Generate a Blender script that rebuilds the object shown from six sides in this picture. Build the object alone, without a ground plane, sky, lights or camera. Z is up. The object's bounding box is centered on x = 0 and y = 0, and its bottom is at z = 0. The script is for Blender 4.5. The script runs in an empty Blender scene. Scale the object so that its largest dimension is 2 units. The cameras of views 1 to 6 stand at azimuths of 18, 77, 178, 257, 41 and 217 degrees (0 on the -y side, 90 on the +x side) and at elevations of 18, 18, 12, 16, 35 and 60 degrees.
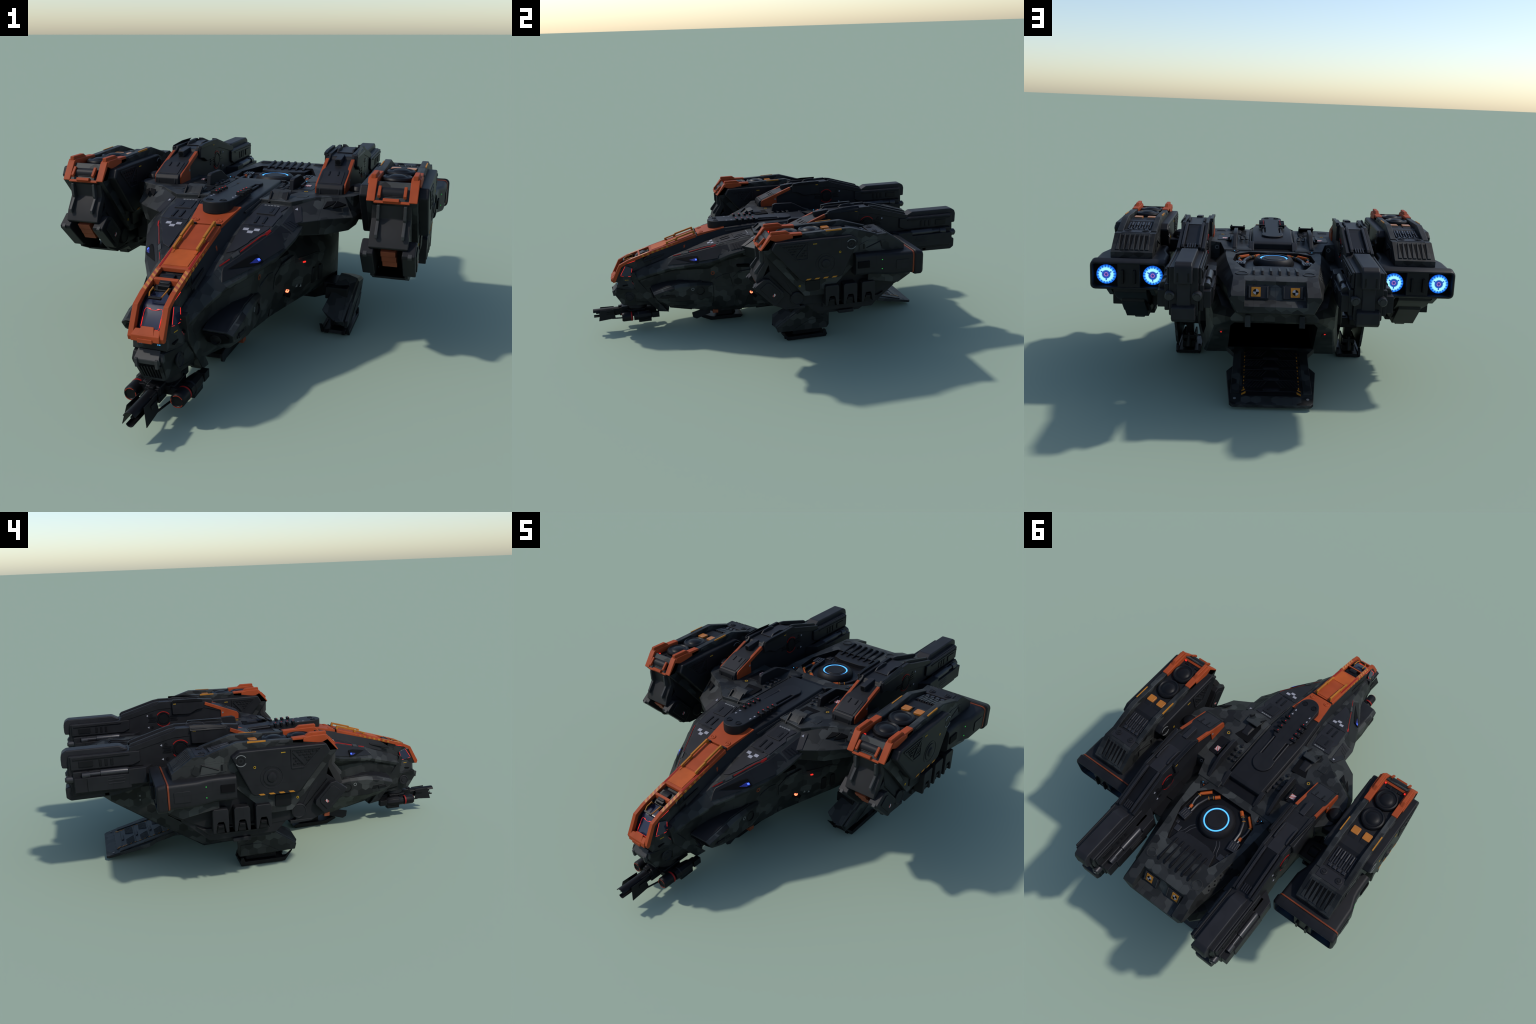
# Heavy dropship: black / camouflage hull with orange armour, built part by part.
# Frame: metres, z up, nose towards -y, symmetric about x = 0.
import bpy, bmesh, math, random
from mathutils import Vector, Matrix
from mathutils.bvhtree import BVHTree

random.seed(7)

# ------------------------------------------------------------------ materials
def new_mat(name):
    m = bpy.data.materials.new(name)
    m.use_nodes = True
    nt = m.node_tree
    nt.nodes.clear()
    out = nt.nodes.new('ShaderNodeOutputMaterial')
    b = nt.nodes.new('ShaderNodeBsdfPrincipled')
    nt.links.new(b.outputs[0], out.inputs[0])
    return m, nt, b


def node(nt, kind, **kw):
    n = nt.nodes.new(kind)
    for k, v in kw.items():
        setattr(n, k, v)
    return n


def vmath(nt, op, a, b=None):
    n = node(nt, 'ShaderNodeVectorMath', operation=op)
    for i, v in enumerate((a, b)):
        if v is None:
            continue
        if isinstance(v, (tuple, list)):
            n.inputs[i].default_value = v
        else:
            nt.links.new(v, n.inputs[i])
    return n


def math_(nt, op, a, b=None):
    n = node(nt, 'ShaderNodeMath', operation=op)
    for i, v in enumerate((a, b)):
        if v is None:
            continue
        if isinstance(v, (int, float)):
            n.inputs[i].default_value = v
        else:
            nt.links.new(v, n.inputs[i])
    return n.outputs[0]


def ramp(nt, fac, stops, interp='LINEAR'):
    r = node(nt, 'ShaderNodeValToRGB')
    r.color_ramp.interpolation = interp
    els = r.color_ramp.elements
    while len(els) < len(stops):
        els.new(0.5)
    for e, (p, c) in zip(els, stops):
        e.position = p
        e.color = (*c, 1)
    nt.links.new(fac, r.inputs[0])
    return r.outputs[0]


def grime(nt, color_socket, lo=0.82, hi=1.15, scale=14.0):
    """multiply a colour by a soft noise so that no sheet of metal is uniform"""
    tc = node(nt, 'ShaderNodeTexCoord')
    n = node(nt, 'ShaderNodeTexNoise')
    n.inputs['Scale'].default_value = scale
    n.inputs['Detail'].default_value = 6
    nt.links.new(tc.outputs['Object'], n.inputs['Vector'])
    v = ramp(nt, n.outputs['Fac'], [(0.3, (lo,) * 3), (0.7, (hi,) * 3)])
    mx = node(nt, 'ShaderNodeMix', data_type='RGBA', blend_type='MULTIPLY')
    mx.inputs[0].default_value = 1
    nt.links.new(color_socket, mx.inputs[6])
    nt.links.new(v, mx.inputs[7])
    return mx.outputs[2]


def planar(nt):
    """flat coordinates in metres: top faces use (x,y), flanks (y,z), ends (x,z)"""
    tc = node(nt, 'ShaderNodeTexCoord')
    nrm = vmath(nt, 'ABSOLUTE', tc.outputs['Normal']).outputs[0]
    sn = node(nt, 'ShaderNodeSeparateXYZ'); nt.links.new(nrm, sn.inputs[0])
    sp = node(nt, 'ShaderNodeSeparateXYZ'); nt.links.new(tc.outputs['Object'], sp.inputs[0])
    X, Y, Z = sp.outputs
    def comb(a, c):
        n = node(nt, 'ShaderNodeCombineXYZ')
        nt.links.new(a, n.inputs[0]); nt.links.new(c, n.inputs[1])
        return n.outputs[0]
    def mix(f, a, c):
        n = node(nt, 'ShaderNodeMix', data_type='VECTOR')
        nt.links.new(f, n.inputs[0]); nt.links.new(a, n.inputs[4]); nt.links.new(c, n.inputs[5])
        return n.outputs[1]
    is_x = math_(nt, 'GREATER_THAN', sn.outputs[0], 0.62)
    is_y = math_(nt, 'GREATER_THAN', sn.outputs[1], 0.72)
    return mix(is_y, mix(is_x, comb(Y, X), comb(Y, Z)), comb(X, Z))


def seams(nt, color, width=.17, height=.085, dark=.5):
    """fine panel seams: the mortar of a brick pattern, in metres"""
    br = node(nt, 'ShaderNodeTexBrick', offset=0.37, squash=0.7, squash_frequency=3)
    br.inputs['Scale'].default_value = 1.0
    br.inputs['Mortar Size'].default_value = .0007
    br.inputs['Mortar Smooth'].default_value = .2
    br.inputs['Brick Width'].default_value = width
    br.inputs['Row Height'].default_value = height
    nt.links.new(planar(nt), br.inputs['Vector'])
    mx = node(nt, 'ShaderNodeMix', data_type='RGBA', blend_type='MULTIPLY')
    nt.links.new(br.outputs['Fac'], mx.inputs[0])
    nt.links.new(color, mx.inputs[6])
    mx.inputs[7].default_value = (dark, dark, dark, 1)
    return mx.outputs[2]


def worn_edges(nt, color, gain=2.0, radius=.0025):
    """bare, paler metal where the paint has rubbed off sharp edges"""
    bv = node(nt, 'ShaderNodeBevel', samples=4)
    bv.inputs['Radius'].default_value = radius
    ge = node(nt, 'ShaderNodeNewGeometry')
    d = vmath(nt, 'DOT_PRODUCT', bv.outputs[0], ge.outputs['Normal']).outputs['Value']
    edge = ramp(nt, d, [(0.80, (1, 1, 1)), (0.985, (0, 0, 0))])
    tc = node(nt, 'ShaderNodeTexCoord')
    n = node(nt, 'ShaderNodeTexNoise'); n.inputs['Scale'].default_value = 28; n.inputs['Detail'].default_value = 5
    nt.links.new(tc.outputs['Object'], n.inputs['Vector'])
    br = ramp(nt, n.outputs['Fac'], [(0.42, (0, 0, 0)), (0.6, (1, 1, 1))])
    f = math_(nt, 'MULTIPLY', edge, br)
    mx = node(nt, 'ShaderNodeMix', data_type='RGBA', blend_type='MIX')
    nt.links.new(math_(nt, 'MULTIPLY', f, 0.8), mx.inputs[0])
    nt.links.new(color, mx.inputs[6])
    sc = node(nt, 'ShaderNodeMix', data_type='RGBA', blend_type='ADD')
    sc.inputs[0].default_value = 1
    nt.links.new(color, sc.inputs[6])
    sc.inputs[7].default_value = (.012 * gain, .0125 * gain, .0125 * gain, 1)
    nt.links.new(sc.outputs[2], mx.inputs[7])
    return mx.outputs[2]


def paint(name, col, rough=0.5, metal=0.0, lo=0.82, hi=1.15, spec=0.16, scale=14.0, lines=None, wear=0.0):
    m, nt, b = new_mat(name)
    rgb = node(nt, 'ShaderNodeRGB')
    rgb.outputs[0].default_value = (*col, 1)
    col = grime(nt, rgb.outputs[0], lo, hi, scale)
    if lines:
        col = seams(nt, col, *lines)
    if wear:
        col = worn_edges(nt, col, wear)
    nt.links.new(col, b.inputs['Base Color'])
    b.inputs['Roughness'].default_value = rough
    b.inputs['Metallic'].default_value = metal
    b.inputs['Specular IOR Level'].default_value = spec
    return m


def glow(name, col, strength):
    m, nt, b = new_mat(name)
    b.inputs['Base Color'].default_value = (*[c * 0.2 for c in col], 1)
    b.inputs['Emission Color'].default_value = (*col, 1)
    b.inputs['Emission Strength'].default_value = strength
    return m


def hex_camo(name, shades, size=0.041, rough=0.55):
    """hexagon-cell camouflage: cell id -> low-frequency noise -> one of four greys"""
    m, nt, b = new_mat(name)
    tc = node(nt, 'ShaderNodeTexCoord')
    nrm = vmath(nt, 'ABSOLUTE', tc.outputs['Normal']).outputs[0]
    sn = node(nt, 'ShaderNodeSeparateXYZ'); nt.links.new(nrm, sn.inputs[0])
    sp = node(nt, 'ShaderNodeSeparateXYZ'); nt.links.new(tc.outputs['Object'], sp.inputs[0])
    X, Y, Z = sp.outputs
    def comb(a, c, o):
        n = node(nt, 'ShaderNodeCombineXYZ')
        nt.links.new(a, n.inputs[0]); nt.links.new(c, n.inputs[1])
        n.inputs[2].default_value = o
        return n.outputs[0]
    top, side, end = comb(X, Y, 0.0), comb(Y, Z, 0.0), comb(X, Z, 0.0)
    is_x = math_(nt, 'GREATER_THAN', sn.outputs[0], 0.62)
    is_y = math_(nt, 'GREATER_THAN', sn.outputs[1], 0.72)
    def mix(f, a, c):
        n = node(nt, 'ShaderNodeMix', data_type='VECTOR')
        nt.links.new(f, n.inputs[0]); nt.links.new(a, n.inputs[4]); nt.links.new(c, n.inputs[5])
        return n.outputs[1]
    p = mix(is_y, mix(is_x, top, side), end)
    p = vmath(nt, 'MULTIPLY', p, (1 / size, 1 / size, 0)).outputs[0]
    s, h = (1.0, 1.7320508, 1.0), (0.5, 0.8660254, 0.5)
    def cell(q):
        w = node(nt, 'ShaderNodeVectorMath', operation='WRAP')
        nt.links.new(q, w.inputs[0])
        w.inputs[1].default_value = h
        w.inputs[2].default_value = (-h[0], -h[1], -h[2])
        return w.outputs[0]
    a = cell(p)
    c = cell(vmath(nt, 'ADD', p, (h[0], h[1], 0)).outputs[0])
    la = vmath(nt, 'LENGTH', a).outputs['Value']
    lc = vmath(nt, 'LENGTH', c).outputs['Value']
    gv = mix(math_(nt, 'LESS_THAN', lc, la), a, c)
    ident = vmath(nt, 'SUBTRACT', p, gv).outputs[0]
    n = node(nt, 'ShaderNodeTexNoise')
    n.inputs['Scale'].default_value = 0.33
    n.inputs['Detail'].default_value = 2
    nt.links.new(ident, n.inputs['Vector'])
    wn = node(nt, 'ShaderNodeTexWhiteNoise', noise_dimensions='3D')
    nt.links.new(vmath(nt, 'FLOOR', vmath(nt, 'ADD', vmath(nt, 'MULTIPLY', ident, (8, 8, 0)).outputs[0], (0.5, 0.5, 0.5)).outputs[0]).outputs[0], wn.inputs['Vector'])
    v = math_(nt, 'ADD', math_(nt, 'MULTIPLY', n.outputs['Fac'], 0.9), math_(nt, 'MULTIPLY', wn.outputs['Value'], 0.22))
    col = ramp(nt, v, [(0.0, shades[0]), (0.46, shades[1]), (0.55, shades[2]), (0.66, shades[3])], 'CONSTANT')
    nt.links.new(worn_edges(nt, seams(nt, grime(nt, col, 0.85, 1.12, 18)), 2.0), b.inputs['Base Color'])
    b.inputs['Roughness'].default_value = rough
    b.inputs['Specular IOR Level'].default_value = 0.2
    return m


def hazard(name, c1, c2, scale=38.0, axis=(0, 1, 1)):
    m, nt, b = new_mat(name)
    tc = node(nt, 'ShaderNodeTexCoord')
    d = vmath(nt, 'DOT_PRODUCT', tc.outputs['Object'], axis).outputs['Value']
    f = math_(nt, 'FRACT', math_(nt, 'MULTIPLY', d, scale))
    nt.links.new(grime(nt, ramp(nt, f, [(0, c1), (0.5, c2)], 'CONSTANT')), b.inputs['Base Color'])
    b.inputs['Roughness'].default_value = 0.5
    return m


def thruster_glow(name):
    """engine disc: pink-ringed hub, three struts, white-cyan heart, blue vanes"""
    m, nt, b = new_mat(name)
    tc = node(nt, 'ShaderNodeTexCoord')
    p = vmath(nt, 'SUBTRACT', tc.outputs['Generated'], (0.5, 0.5, 0.5)).outputs[0]
    s = node(nt, 'ShaderNodeSeparateXYZ'); nt.links.new(p, s.inputs[0])
    xx = math_(nt, 'MULTIPLY', s.outputs[0], s.outputs[0])
    zz = math_(nt, 'MULTIPLY', s.outputs[2], s.outputs[2])
    r = math_(nt, 'SQRT', math_(nt, 'ADD', xx, zz))
    ang = math_(nt, 'ARCTAN2', s.outputs[2], s.outputs[0])
    vane = math_(nt, 'SINE', math_(nt, 'MULTIPLY', ang, 18.0))
    strut = math_(nt, 'SINE', math_(nt, 'ADD', math_(nt, 'MULTIPLY', ang, 3.0), 0.0))
    rad = ramp(nt, r, [(0.0, (0.02, 0.02, 0.2)), (0.06, (0.03, 0.02, 0.2)), (0.075, (0.45, 0.12, 0.4)),
                       (0.10, (0.35, 0.15, 0.5)), (0.12, (0.01, 0.05, 0.32)), (0.20, (0.01, 0.07, 0.40)),
                       (0.24, (0.35, 0.85, 1.0)), (0.33, (0.35, 0.85, 1.0)), (0.42, (0.02, 0.32, 1.0)), (0.5, (0.004, 0.08, 0.6))])
    outer = math_(nt, 'MULTIPLY', math_(nt, 'GREATER_THAN', r, 0.37), math_(nt, 'GREATER_THAN', vane, 0.45))
    inner = math_(nt, 'MULTIPLY', math_(nt, 'LESS_THAN', r, 0.31), math_(nt, 'GREATER_THAN', strut, 0.93))
    dark = math_(nt, 'MINIMUM', math_(nt, 'ADD', outer, inner), 1.0)
    mx = node(nt, 'ShaderNodeMix', data_type='RGBA')
    nt.links.new(dark, mx.inputs[0]); nt.links.new(rad, mx.inputs[6])
    mx.inputs[7].default_value = (0.005, 0.06, 0.45, 1)
    nt.links.new(mx.outputs[2], b.inputs['Emission Color'])
    b.inputs['Emission Strength'].default_value = 1.15
    b.inputs['Base Color'].default_value = (0.01, 0.02, 0.05, 1)
    return m


CAMO = hex_camo('camouflage', [(0.0065, 0.0070, 0.0075), (0.0120, 0.0130, 0.0132), (0.0215, 0.0228, 0.0228), (0.0360, 0.0385, 0.0375)])
DARK = paint('dark_grey_paint', (0.0105, 0.0106, 0.0122), 0.5, lines=(.13, .07, .6), wear=1.0)
PANEL = paint('slate_panel_paint', (0.0145, 0.0145, 0.0170), 0.5, wear=1.0)
WARM = paint('warm_grey_paint', (0.0210, 0.0200, 0.0200), 0.55)
BLACK = paint('black_metal', (0.0055, 0.0055, 0.0065), 0.45, 0.1)
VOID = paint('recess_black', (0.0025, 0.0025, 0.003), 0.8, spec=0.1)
STEEL = paint('gunmetal', (0.024, 0.024, 0.027), 0.36, 0.4, spec=0.4)
GREY = paint('light_grey_paint', (0.036, 0.036, 0.036), 0.5)
ORANGE = paint('orange_paint', (0.30, 0.050, 0.013), 0.6, lo=0.85, hi=1.08)
DEEP_ORANGE = paint('deep_orange_paint', (0.25, 0.043, 0.011), 0.55)
BRIGHT_ORANGE = paint('bright_orange_paint', (0.37, 0.072, 0.013), 0.6)
OCHRE = paint('ochre_paint', (0.36, 0.13, 0.015), 0.5)
AMBER = paint('amber_paint', (0.38, 0.155, 0.018), 0.55)
LENS = paint('amber_lens_glass', (0.34, 0.115, 0.014), 0.3, spec=0.4)
BRICK = paint('brick_red_paint', (0.20, 0.050, 0.022), 0.6)
RED = paint('red_paint', (0.24, 0.009, 0.008), 0.5)
WHITE = paint('white_marking', (0.26, 0.26, 0.29), 0.6)
DULL_WHITE = paint('worn_white_marking', (0.15, 0.155, 0.155), 0.6)
YELLOW = paint('yellow_marking', (0.40, 0.24, 0.02), 0.6)
COPPER = paint('copper_band', (0.17, 0.040, 0.018), 0.4, 0.2)
GLASS = paint('tinted_glass', (0.014, 0.018, 0.040), 0.14, 0.0, spec=0.45)
HAZ = hazard('amber_hazard_stripe', (0.40, 0.16, 0.02), (0.012, 0.012, 0.013), 34, (0, 1, 0.35))
HAZ_ORANGE = hazard('amber_orange_stripe', (0.42, 0.15, 0.018), (0.30, 0.050, 0.013), 48, (0.8, 1, 0))
TAG = hazard('red_white_label', (0.45, 0.05, 0.04), (0.5, 0.5, 0.5), 90, (1, 1, 0))
RED_GLOW = glow('red_light', (1.0, 0.03, 0.02), 1.0)
DIM_RED = glow('dim_red_light', (0.9, 0.02, 0.02), 0.35)
HOT_GLOW = glow('hot_orange_light', (1.0, 0.18, 0.08), 3.0)
BLUE_GLOW = glow('blue_light', (0.05, 0.12, 1.0), 2.2)
CYAN_GLOW = glow('cyan_ring_light', (0.07, 0.38, 1.0), 1.7)
GREEN_GLOW = glow('green_light', (0.05, 0.7, 0.10), 0.4)
SKY_GLOW = glow('pale_blue_light', (0.08, 0.45, 0.9), 0.8)
THRUST = thruster_glow('thruster_glow')

# ------------------------------------------------------------------ geometry kit
class Geo:
    """list of vertices and faces; the small shapes below return one of these"""
    def __init__(s, v=None, f=None):
        s.v = [Vector(p) for p in (v or [])]
        s.f = list(f or [])

    def add(s, o):
        k = len(s.v)
        s.v += o.v
        s.f += [tuple(i + k for i in q) for q in o.f]
        return s

    def move(s, d):
        s.v = [p + Vector(d) for p in s.v]
        return s

    def mapped(s, fn):
        s.v = [Vector(fn(p)) for p in s.v]
        return s


def join(*g):
    r = Geo()
    for q in g:
        r.add(q)
    return r


def mirrored(g):
    return Geo([(-p.x, p.y, p.z) for p in g.v], [tuple(reversed(q)) for q in g.f])


def both(g):
    return join(g, mirrored(g))


def prism(poly, axis, a, b):
    """poly: 2D points; axis x: (y,z), axis y: (x,z), axis z: (x,y)"""
    def p3(u, v, w):
        return {'x': (w, u, v), 'y': (u, w, v), 'z': (u, v, w)}[axis]
    n = len(poly)
    v = [p3(*p, a) for p in poly] + [p3(*p, b) for p in poly]
    f = [tuple(range(n)), tuple(range(2 * n - 1, n - 1, -1))]
    f += [(i, n + i, n + (i + 1) % n, (i + 1) % n) for i in range(n)]
    return Geo(v, f)


def slab(prof, cx=0.0):
    """side profile with its own half width at every point: (y, z, half_width)"""
    n = len(prof)
    v = [(cx - w, y, z) for y, z, w in prof] + [(cx + w, y, z) for y, z, w in prof]
    f = [tuple(range(n)), tuple(range(2 * n - 1, n - 1, -1))]
    f += [(i, n + i, n + (i + 1) % n, (i + 1) % n) for i in range(n)]
    return Geo(v, f)


def loft(rings, closed=True, caps=True):
    n = len(rings[0])
    v = [p for r in rings for p in r]
    f = []
    for k in range(len(rings) - 1):
        for i in range(n if closed else n - 1):
            j = (i + 1) % n
            f.append((k * n + i, k * n + j, (k + 1) * n + j, (k + 1) * n + i))
    if caps:
        f.append(tuple(range(n - 1, -1, -1)))
        f.append(tuple(range((len(rings) - 1) * n, len(rings) * n)))
    return Geo(v, f)


def half_loft(stations):
    """stations: (y, [(x,z) ... from bottom centre to top centre]); closed by mirroring"""
    rings = []
    for st in stations:
        y, pts = st
        pts = [(p[0], (p[2] if len(p) > 2 else y), p[1]) for p in pts]
        r = list(pts) + [(-x, yy, z) for x, yy, z in reversed(pts) if x > 1e-6]
        rings.append(r)
    return loft(rings)


def box(c, s, rot=None):
    v = [Vector((sx * s[0] / 2, sy * s[1] / 2, sz * s[2] / 2)) for sx in (-1, 1) for sy in (-1, 1) for sz in (-1, 1)]
    if rot:
        m = Matrix.Rotation(rot[0], 3, 'X') @ Matrix.Rotation(rot[1], 3, 'Y') @ Matrix.Rotation(rot[2], 3, 'Z')
        v = [m @ p for p in v]
    v = [p + Vector(c) for p in v]
    return Geo(v, [(0, 1, 3, 2), (4, 6, 7, 5), (0, 4, 5, 1), (2, 3, 7, 6), (0, 2, 6, 4), (1, 5, 7, 3)])


def frame_of(d, up=(0, 0, 1)):
    d = Vector(d).normalized()
    u = Vector(up)
    if abs(d.dot(u)) > 0.98:
        u = Vector((0, 1, 0)) if abs(d.y) < 0.9 else Vector((1, 0, 0))
    r = u.cross(d).normalized()
    return r, d.cross(r).normalized(), d


def lathe(c, d, prof, n=32, a0=0.0, a1=None):
    """prof: (radius, height along d) from the bottom up"""
    r, u, d = frame_of(d)
    c = Vector(c)
    rings = []
    for rad, h in prof:
        rings.append([c + d * h + (r * math.cos(2 * math.pi * i / n) + u * math.sin(2 * math.pi * i / n)) * max(rad, 1e-5) for i in range(n)])
    return loft(rings)


def cyl(c, d, rad, h, n=24, ch=0.0):
    if ch:
        return lathe(c, d, [(rad, 0), (rad, h - ch), (rad - ch, h)], n)
    return lathe(c, d, [(rad, 0), (rad, h)], n)


def tube(path, rad, n=8):
    path = [Vector(p) for p in path]
    rings = []
    for i, p in enumerate(path):
        d = (path[min(i + 1, len(path) - 1)] - path[max(i - 1, 0)])
        r, u, _ = frame_of(d)
        rings.append([p + (r * math.cos(2 * math.pi * k / n) + u * math.sin(2 * math.pi * k / n)) * rad for k in range(n)])
    return loft(rings)


def plate(pts, t, n=None):
    """planar 3D polygon thickened by t along its normal (or n), from the polygon outwards"""
    pts = [Vector(p) for p in pts]
    if n is None:
        n = Vector((0, 0, 0))
        for i in range(len(pts)):
            a, b = pts[i], pts[(i + 1) % len(pts)]
            n += a.cross(b)
    n = Vector(n).normalized()
    k = len(pts)
    v = pts + [p + n * t for p in pts]
    f = [tuple(range(k)), tuple(range(2 * k - 1, k - 1, -1))]
    f += [(i, k + i, k + (i + 1) % k, (i + 1) % k) for i in range(k)]
    return Geo(v, f)


def arc(c, r0, r1, a0, a1, n=16):
    """2D ring sector polygon"""
    p = [(c[0] + r1 * math.cos(a0 + (a1 - a0) * i / n), c[1] + r1 * math.sin(a0 + (a1 - a0) * i / n)) for i in range(n + 1)]
    q = [(c[0] + r0 * math.cos(a0 + (a1 - a0) * i / n), c[1] + r0 * math.sin(a0 + (a1 - a0) * i / n)) for i in range(n, -1, -1)]
    return p + q


def roundrect(x0, x1, y0, y1, r, n=4):
    p = []
    for cx, cy, a in ((x1 - r, y1 - r, 0), (x0 + r, y1 - r, 1), (x0 + r, y0 + r, 2), (x1 - r, y0 + r, 3)):
        p += [(cx + r * math.cos(math.pi / 2 * (a + i / n)), cy + r * math.sin(math.pi / 2 * (a + i / n))) for i in range(n + 1)]
    return p


# ------------------------------------------------------------------ scene graph
ROOT = bpy.data.objects.new('spaceship', None)
bpy.context.scene.collection.objects.link(ROOT)
ROOT['label'] = 'black and orange armoured dropship with twin engine pods'
ROOT['category'] = 'spaceship'


def obj(name, geo, mat, parent=None, bevel=0.0025, stuff=False, seg=2, angle=28):
    me = bpy.data.meshes.new(name)
    me.from_pydata([tuple(p) for p in geo.v], [], geo.f)
    bm = bmesh.new(); bm.from_mesh(me)
    bmesh.ops.recalc_face_normals(bm, faces=bm.faces)
    bm.to_mesh(me); bm.free()
    me.materials.append(mat)
    me.polygons.foreach_set('use_smooth', [True] * len(me.polygons))
    me.set_sharp_from_angle(angle=math.radians(angle))
    o = bpy.data.objects.new(name, me)
    bpy.context.scene.collection.objects.link(o)
    o.parent = parent or ROOT
    if bevel:
        b = o.modifiers.new('bevel', 'BEVEL')
        b.width = bevel; b.segments = seg; b.limit_method = 'ANGLE'; b.angle_limit = math.radians(angle)
        b.harden_normals = True
        b.use_clamp_overlap = True
    if stuff:
        o['kind'] = 'stuff'
    return o


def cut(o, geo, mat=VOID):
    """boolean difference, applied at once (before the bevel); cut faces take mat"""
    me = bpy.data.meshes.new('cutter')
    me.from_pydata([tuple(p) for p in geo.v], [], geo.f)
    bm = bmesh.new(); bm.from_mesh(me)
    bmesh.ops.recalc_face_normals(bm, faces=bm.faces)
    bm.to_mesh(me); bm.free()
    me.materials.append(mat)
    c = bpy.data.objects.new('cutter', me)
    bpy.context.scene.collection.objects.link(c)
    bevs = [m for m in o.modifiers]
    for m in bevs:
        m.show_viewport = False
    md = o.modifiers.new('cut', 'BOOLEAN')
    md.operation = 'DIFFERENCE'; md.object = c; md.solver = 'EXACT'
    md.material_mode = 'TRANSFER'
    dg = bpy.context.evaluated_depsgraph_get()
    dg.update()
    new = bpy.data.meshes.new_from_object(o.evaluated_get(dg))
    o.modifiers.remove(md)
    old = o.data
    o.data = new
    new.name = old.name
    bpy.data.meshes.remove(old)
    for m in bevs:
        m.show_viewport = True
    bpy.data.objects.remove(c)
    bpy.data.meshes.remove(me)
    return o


def mirror_tree(o, parent=None):
    """the port-side twin: shares the mesh data, mirrored by a negative x scale"""
    c = o.copy()
    bpy.context.scene.collection.objects.link(c)
    c.parent = parent or o.parent
    if parent is None:
        c.scale = (-1, 1, 1)
    for k in list(o.children):
        mirror_tree(k, c)
    return c


def tree_of(*objs):
    v, f = [], []
    for o in objs:
        k = len(v)
        v += [o.matrix_basis @ p.co for p in o.data.vertices]
        f += [tuple(i + k for i in p.vertices) for p in o.data.polygons]
    return BVHTree.FromPolygons(v, f)


def decal(tree, origin, direction, polys, up=(0, 0, 1), lift=0.0008, thick=0.001):
    """flat marking laid on the first surface met from origin along direction;
    polys are 2D outlines in metres, u to the right, v along 'up' as seen from outside"""
    d = Vector(direction).normalized()
    hit, n, _, _ = tree.ray_cast(Vector(origin), d)
    if hit is None:
        return Geo()
    if n.dot(d) > 0:
        n = -n
    u = Vector(up)
    v = (u - n * u.dot(n)).normalized()
    r = v.cross(n).normalized()
    g = Geo()
    for poly in polys:
        g.add(plate([hit + r * a + v * b + n * (lift - thick) for a, b in poly], thick, n))
    return g


def rect(w, h, cx=0, cy=0):
    return [(cx - w / 2, cy - h / 2), (cx + w / 2, cy - h / 2), (cx + w / 2, cy + h / 2), (cx - w / 2, cy + h / 2)]


def ring2(r0, r1, n=20):
    """ring as two half rings"""
    return [arc((0, 0), r0, r1, 0, math.pi, n // 2), arc((0, 0), r0, r1, math.pi, 2 * math.pi, n // 2)]


# ================================================================== LOWER HULL
SLOPE = lambda y: 0.112 + 0.625 * (y - 0.452)      # tail slope that carries the ramp bay
hull = obj('hull', half_loft([
    (-0.76, [(0, .150), (.035, .150), (.066, .18), (.070, .23), (.074, .29), (.068, .33), (0, .33)]),
    (-0.62, [(0, .130), (.055, .130), (.080, .16), (.100, .22), (.105, .30), (.105, .355), (0, .36)]),
    (-0.44, [(0, .100), (.085, .100), (.130, .14), (.165, .22), (.168, .30), (.175, .395), (0, .42)]),
    (-0.33, [(0, .080), (.105, .080), (.150, .13), (.180, .22), (.176, .32), (.182, .395), (0, .45)]),
    (-0.165, [(0, .088), (.13, .088), (.168, .118), (.206, .22), (.228, .33), (.19, .42), (0, .48)]),
    (-0.05, [(0, .090), (.14, .090), (.245, .155), (.294, .23), (.298, .33), (.245, .42), (0, .50)]),
    (0.10, [(0, .090), (.15, .090), (.285, .150), (.342, .22), (.344, .34), (.30, .44), (0, .50)]),
    (0.215, [(0, .090), (.16, .090), (.295, .145), (.350, .20), (.352, .35), (.30, .45), (0, .50)]),
    (0.225, [(0, .064), (.255, .064), (.316, .085), (.350, .18), (.350, .36), (.30, .45), (0, .50)]),
    (0.376, [(0, .070), (.294, .070), (.307, .080), (.322, .20), (.318, .40), (.27, .46), (0, .50)]),
    (0.60, [(0, SLOPE(.60)), (.262, SLOPE(.60)), (.268, .212), (.274, .26), (.275, .40), (.25, .45), (0, .47)]),
    (0.80, [(0, SLOPE(.80)), (.232, SLOPE(.80)), (.238, .333), (.242, .340), (.243, .385), (.21, .42), (0, .44)]),
    (0.890, [(0, .386), (.165, .386), (.168, .389), (.170, .392), (.170, .400), (.15, .425), (0, .435)]),
]), CAMO, bevel=0.004)
# ramp bay: a tunnel cut into the tail slope
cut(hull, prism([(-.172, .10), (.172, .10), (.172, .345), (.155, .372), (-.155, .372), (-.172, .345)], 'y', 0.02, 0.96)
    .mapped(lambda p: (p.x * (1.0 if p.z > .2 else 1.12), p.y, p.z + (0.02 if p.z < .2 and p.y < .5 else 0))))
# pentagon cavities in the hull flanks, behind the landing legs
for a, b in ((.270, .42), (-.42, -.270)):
    cut(hull, prism([(.345, .285), (.370, .325), (.515, .335), (.540, .245), (.420, .168), (.345, .205)], 'x', a, b), BLACK)
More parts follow.
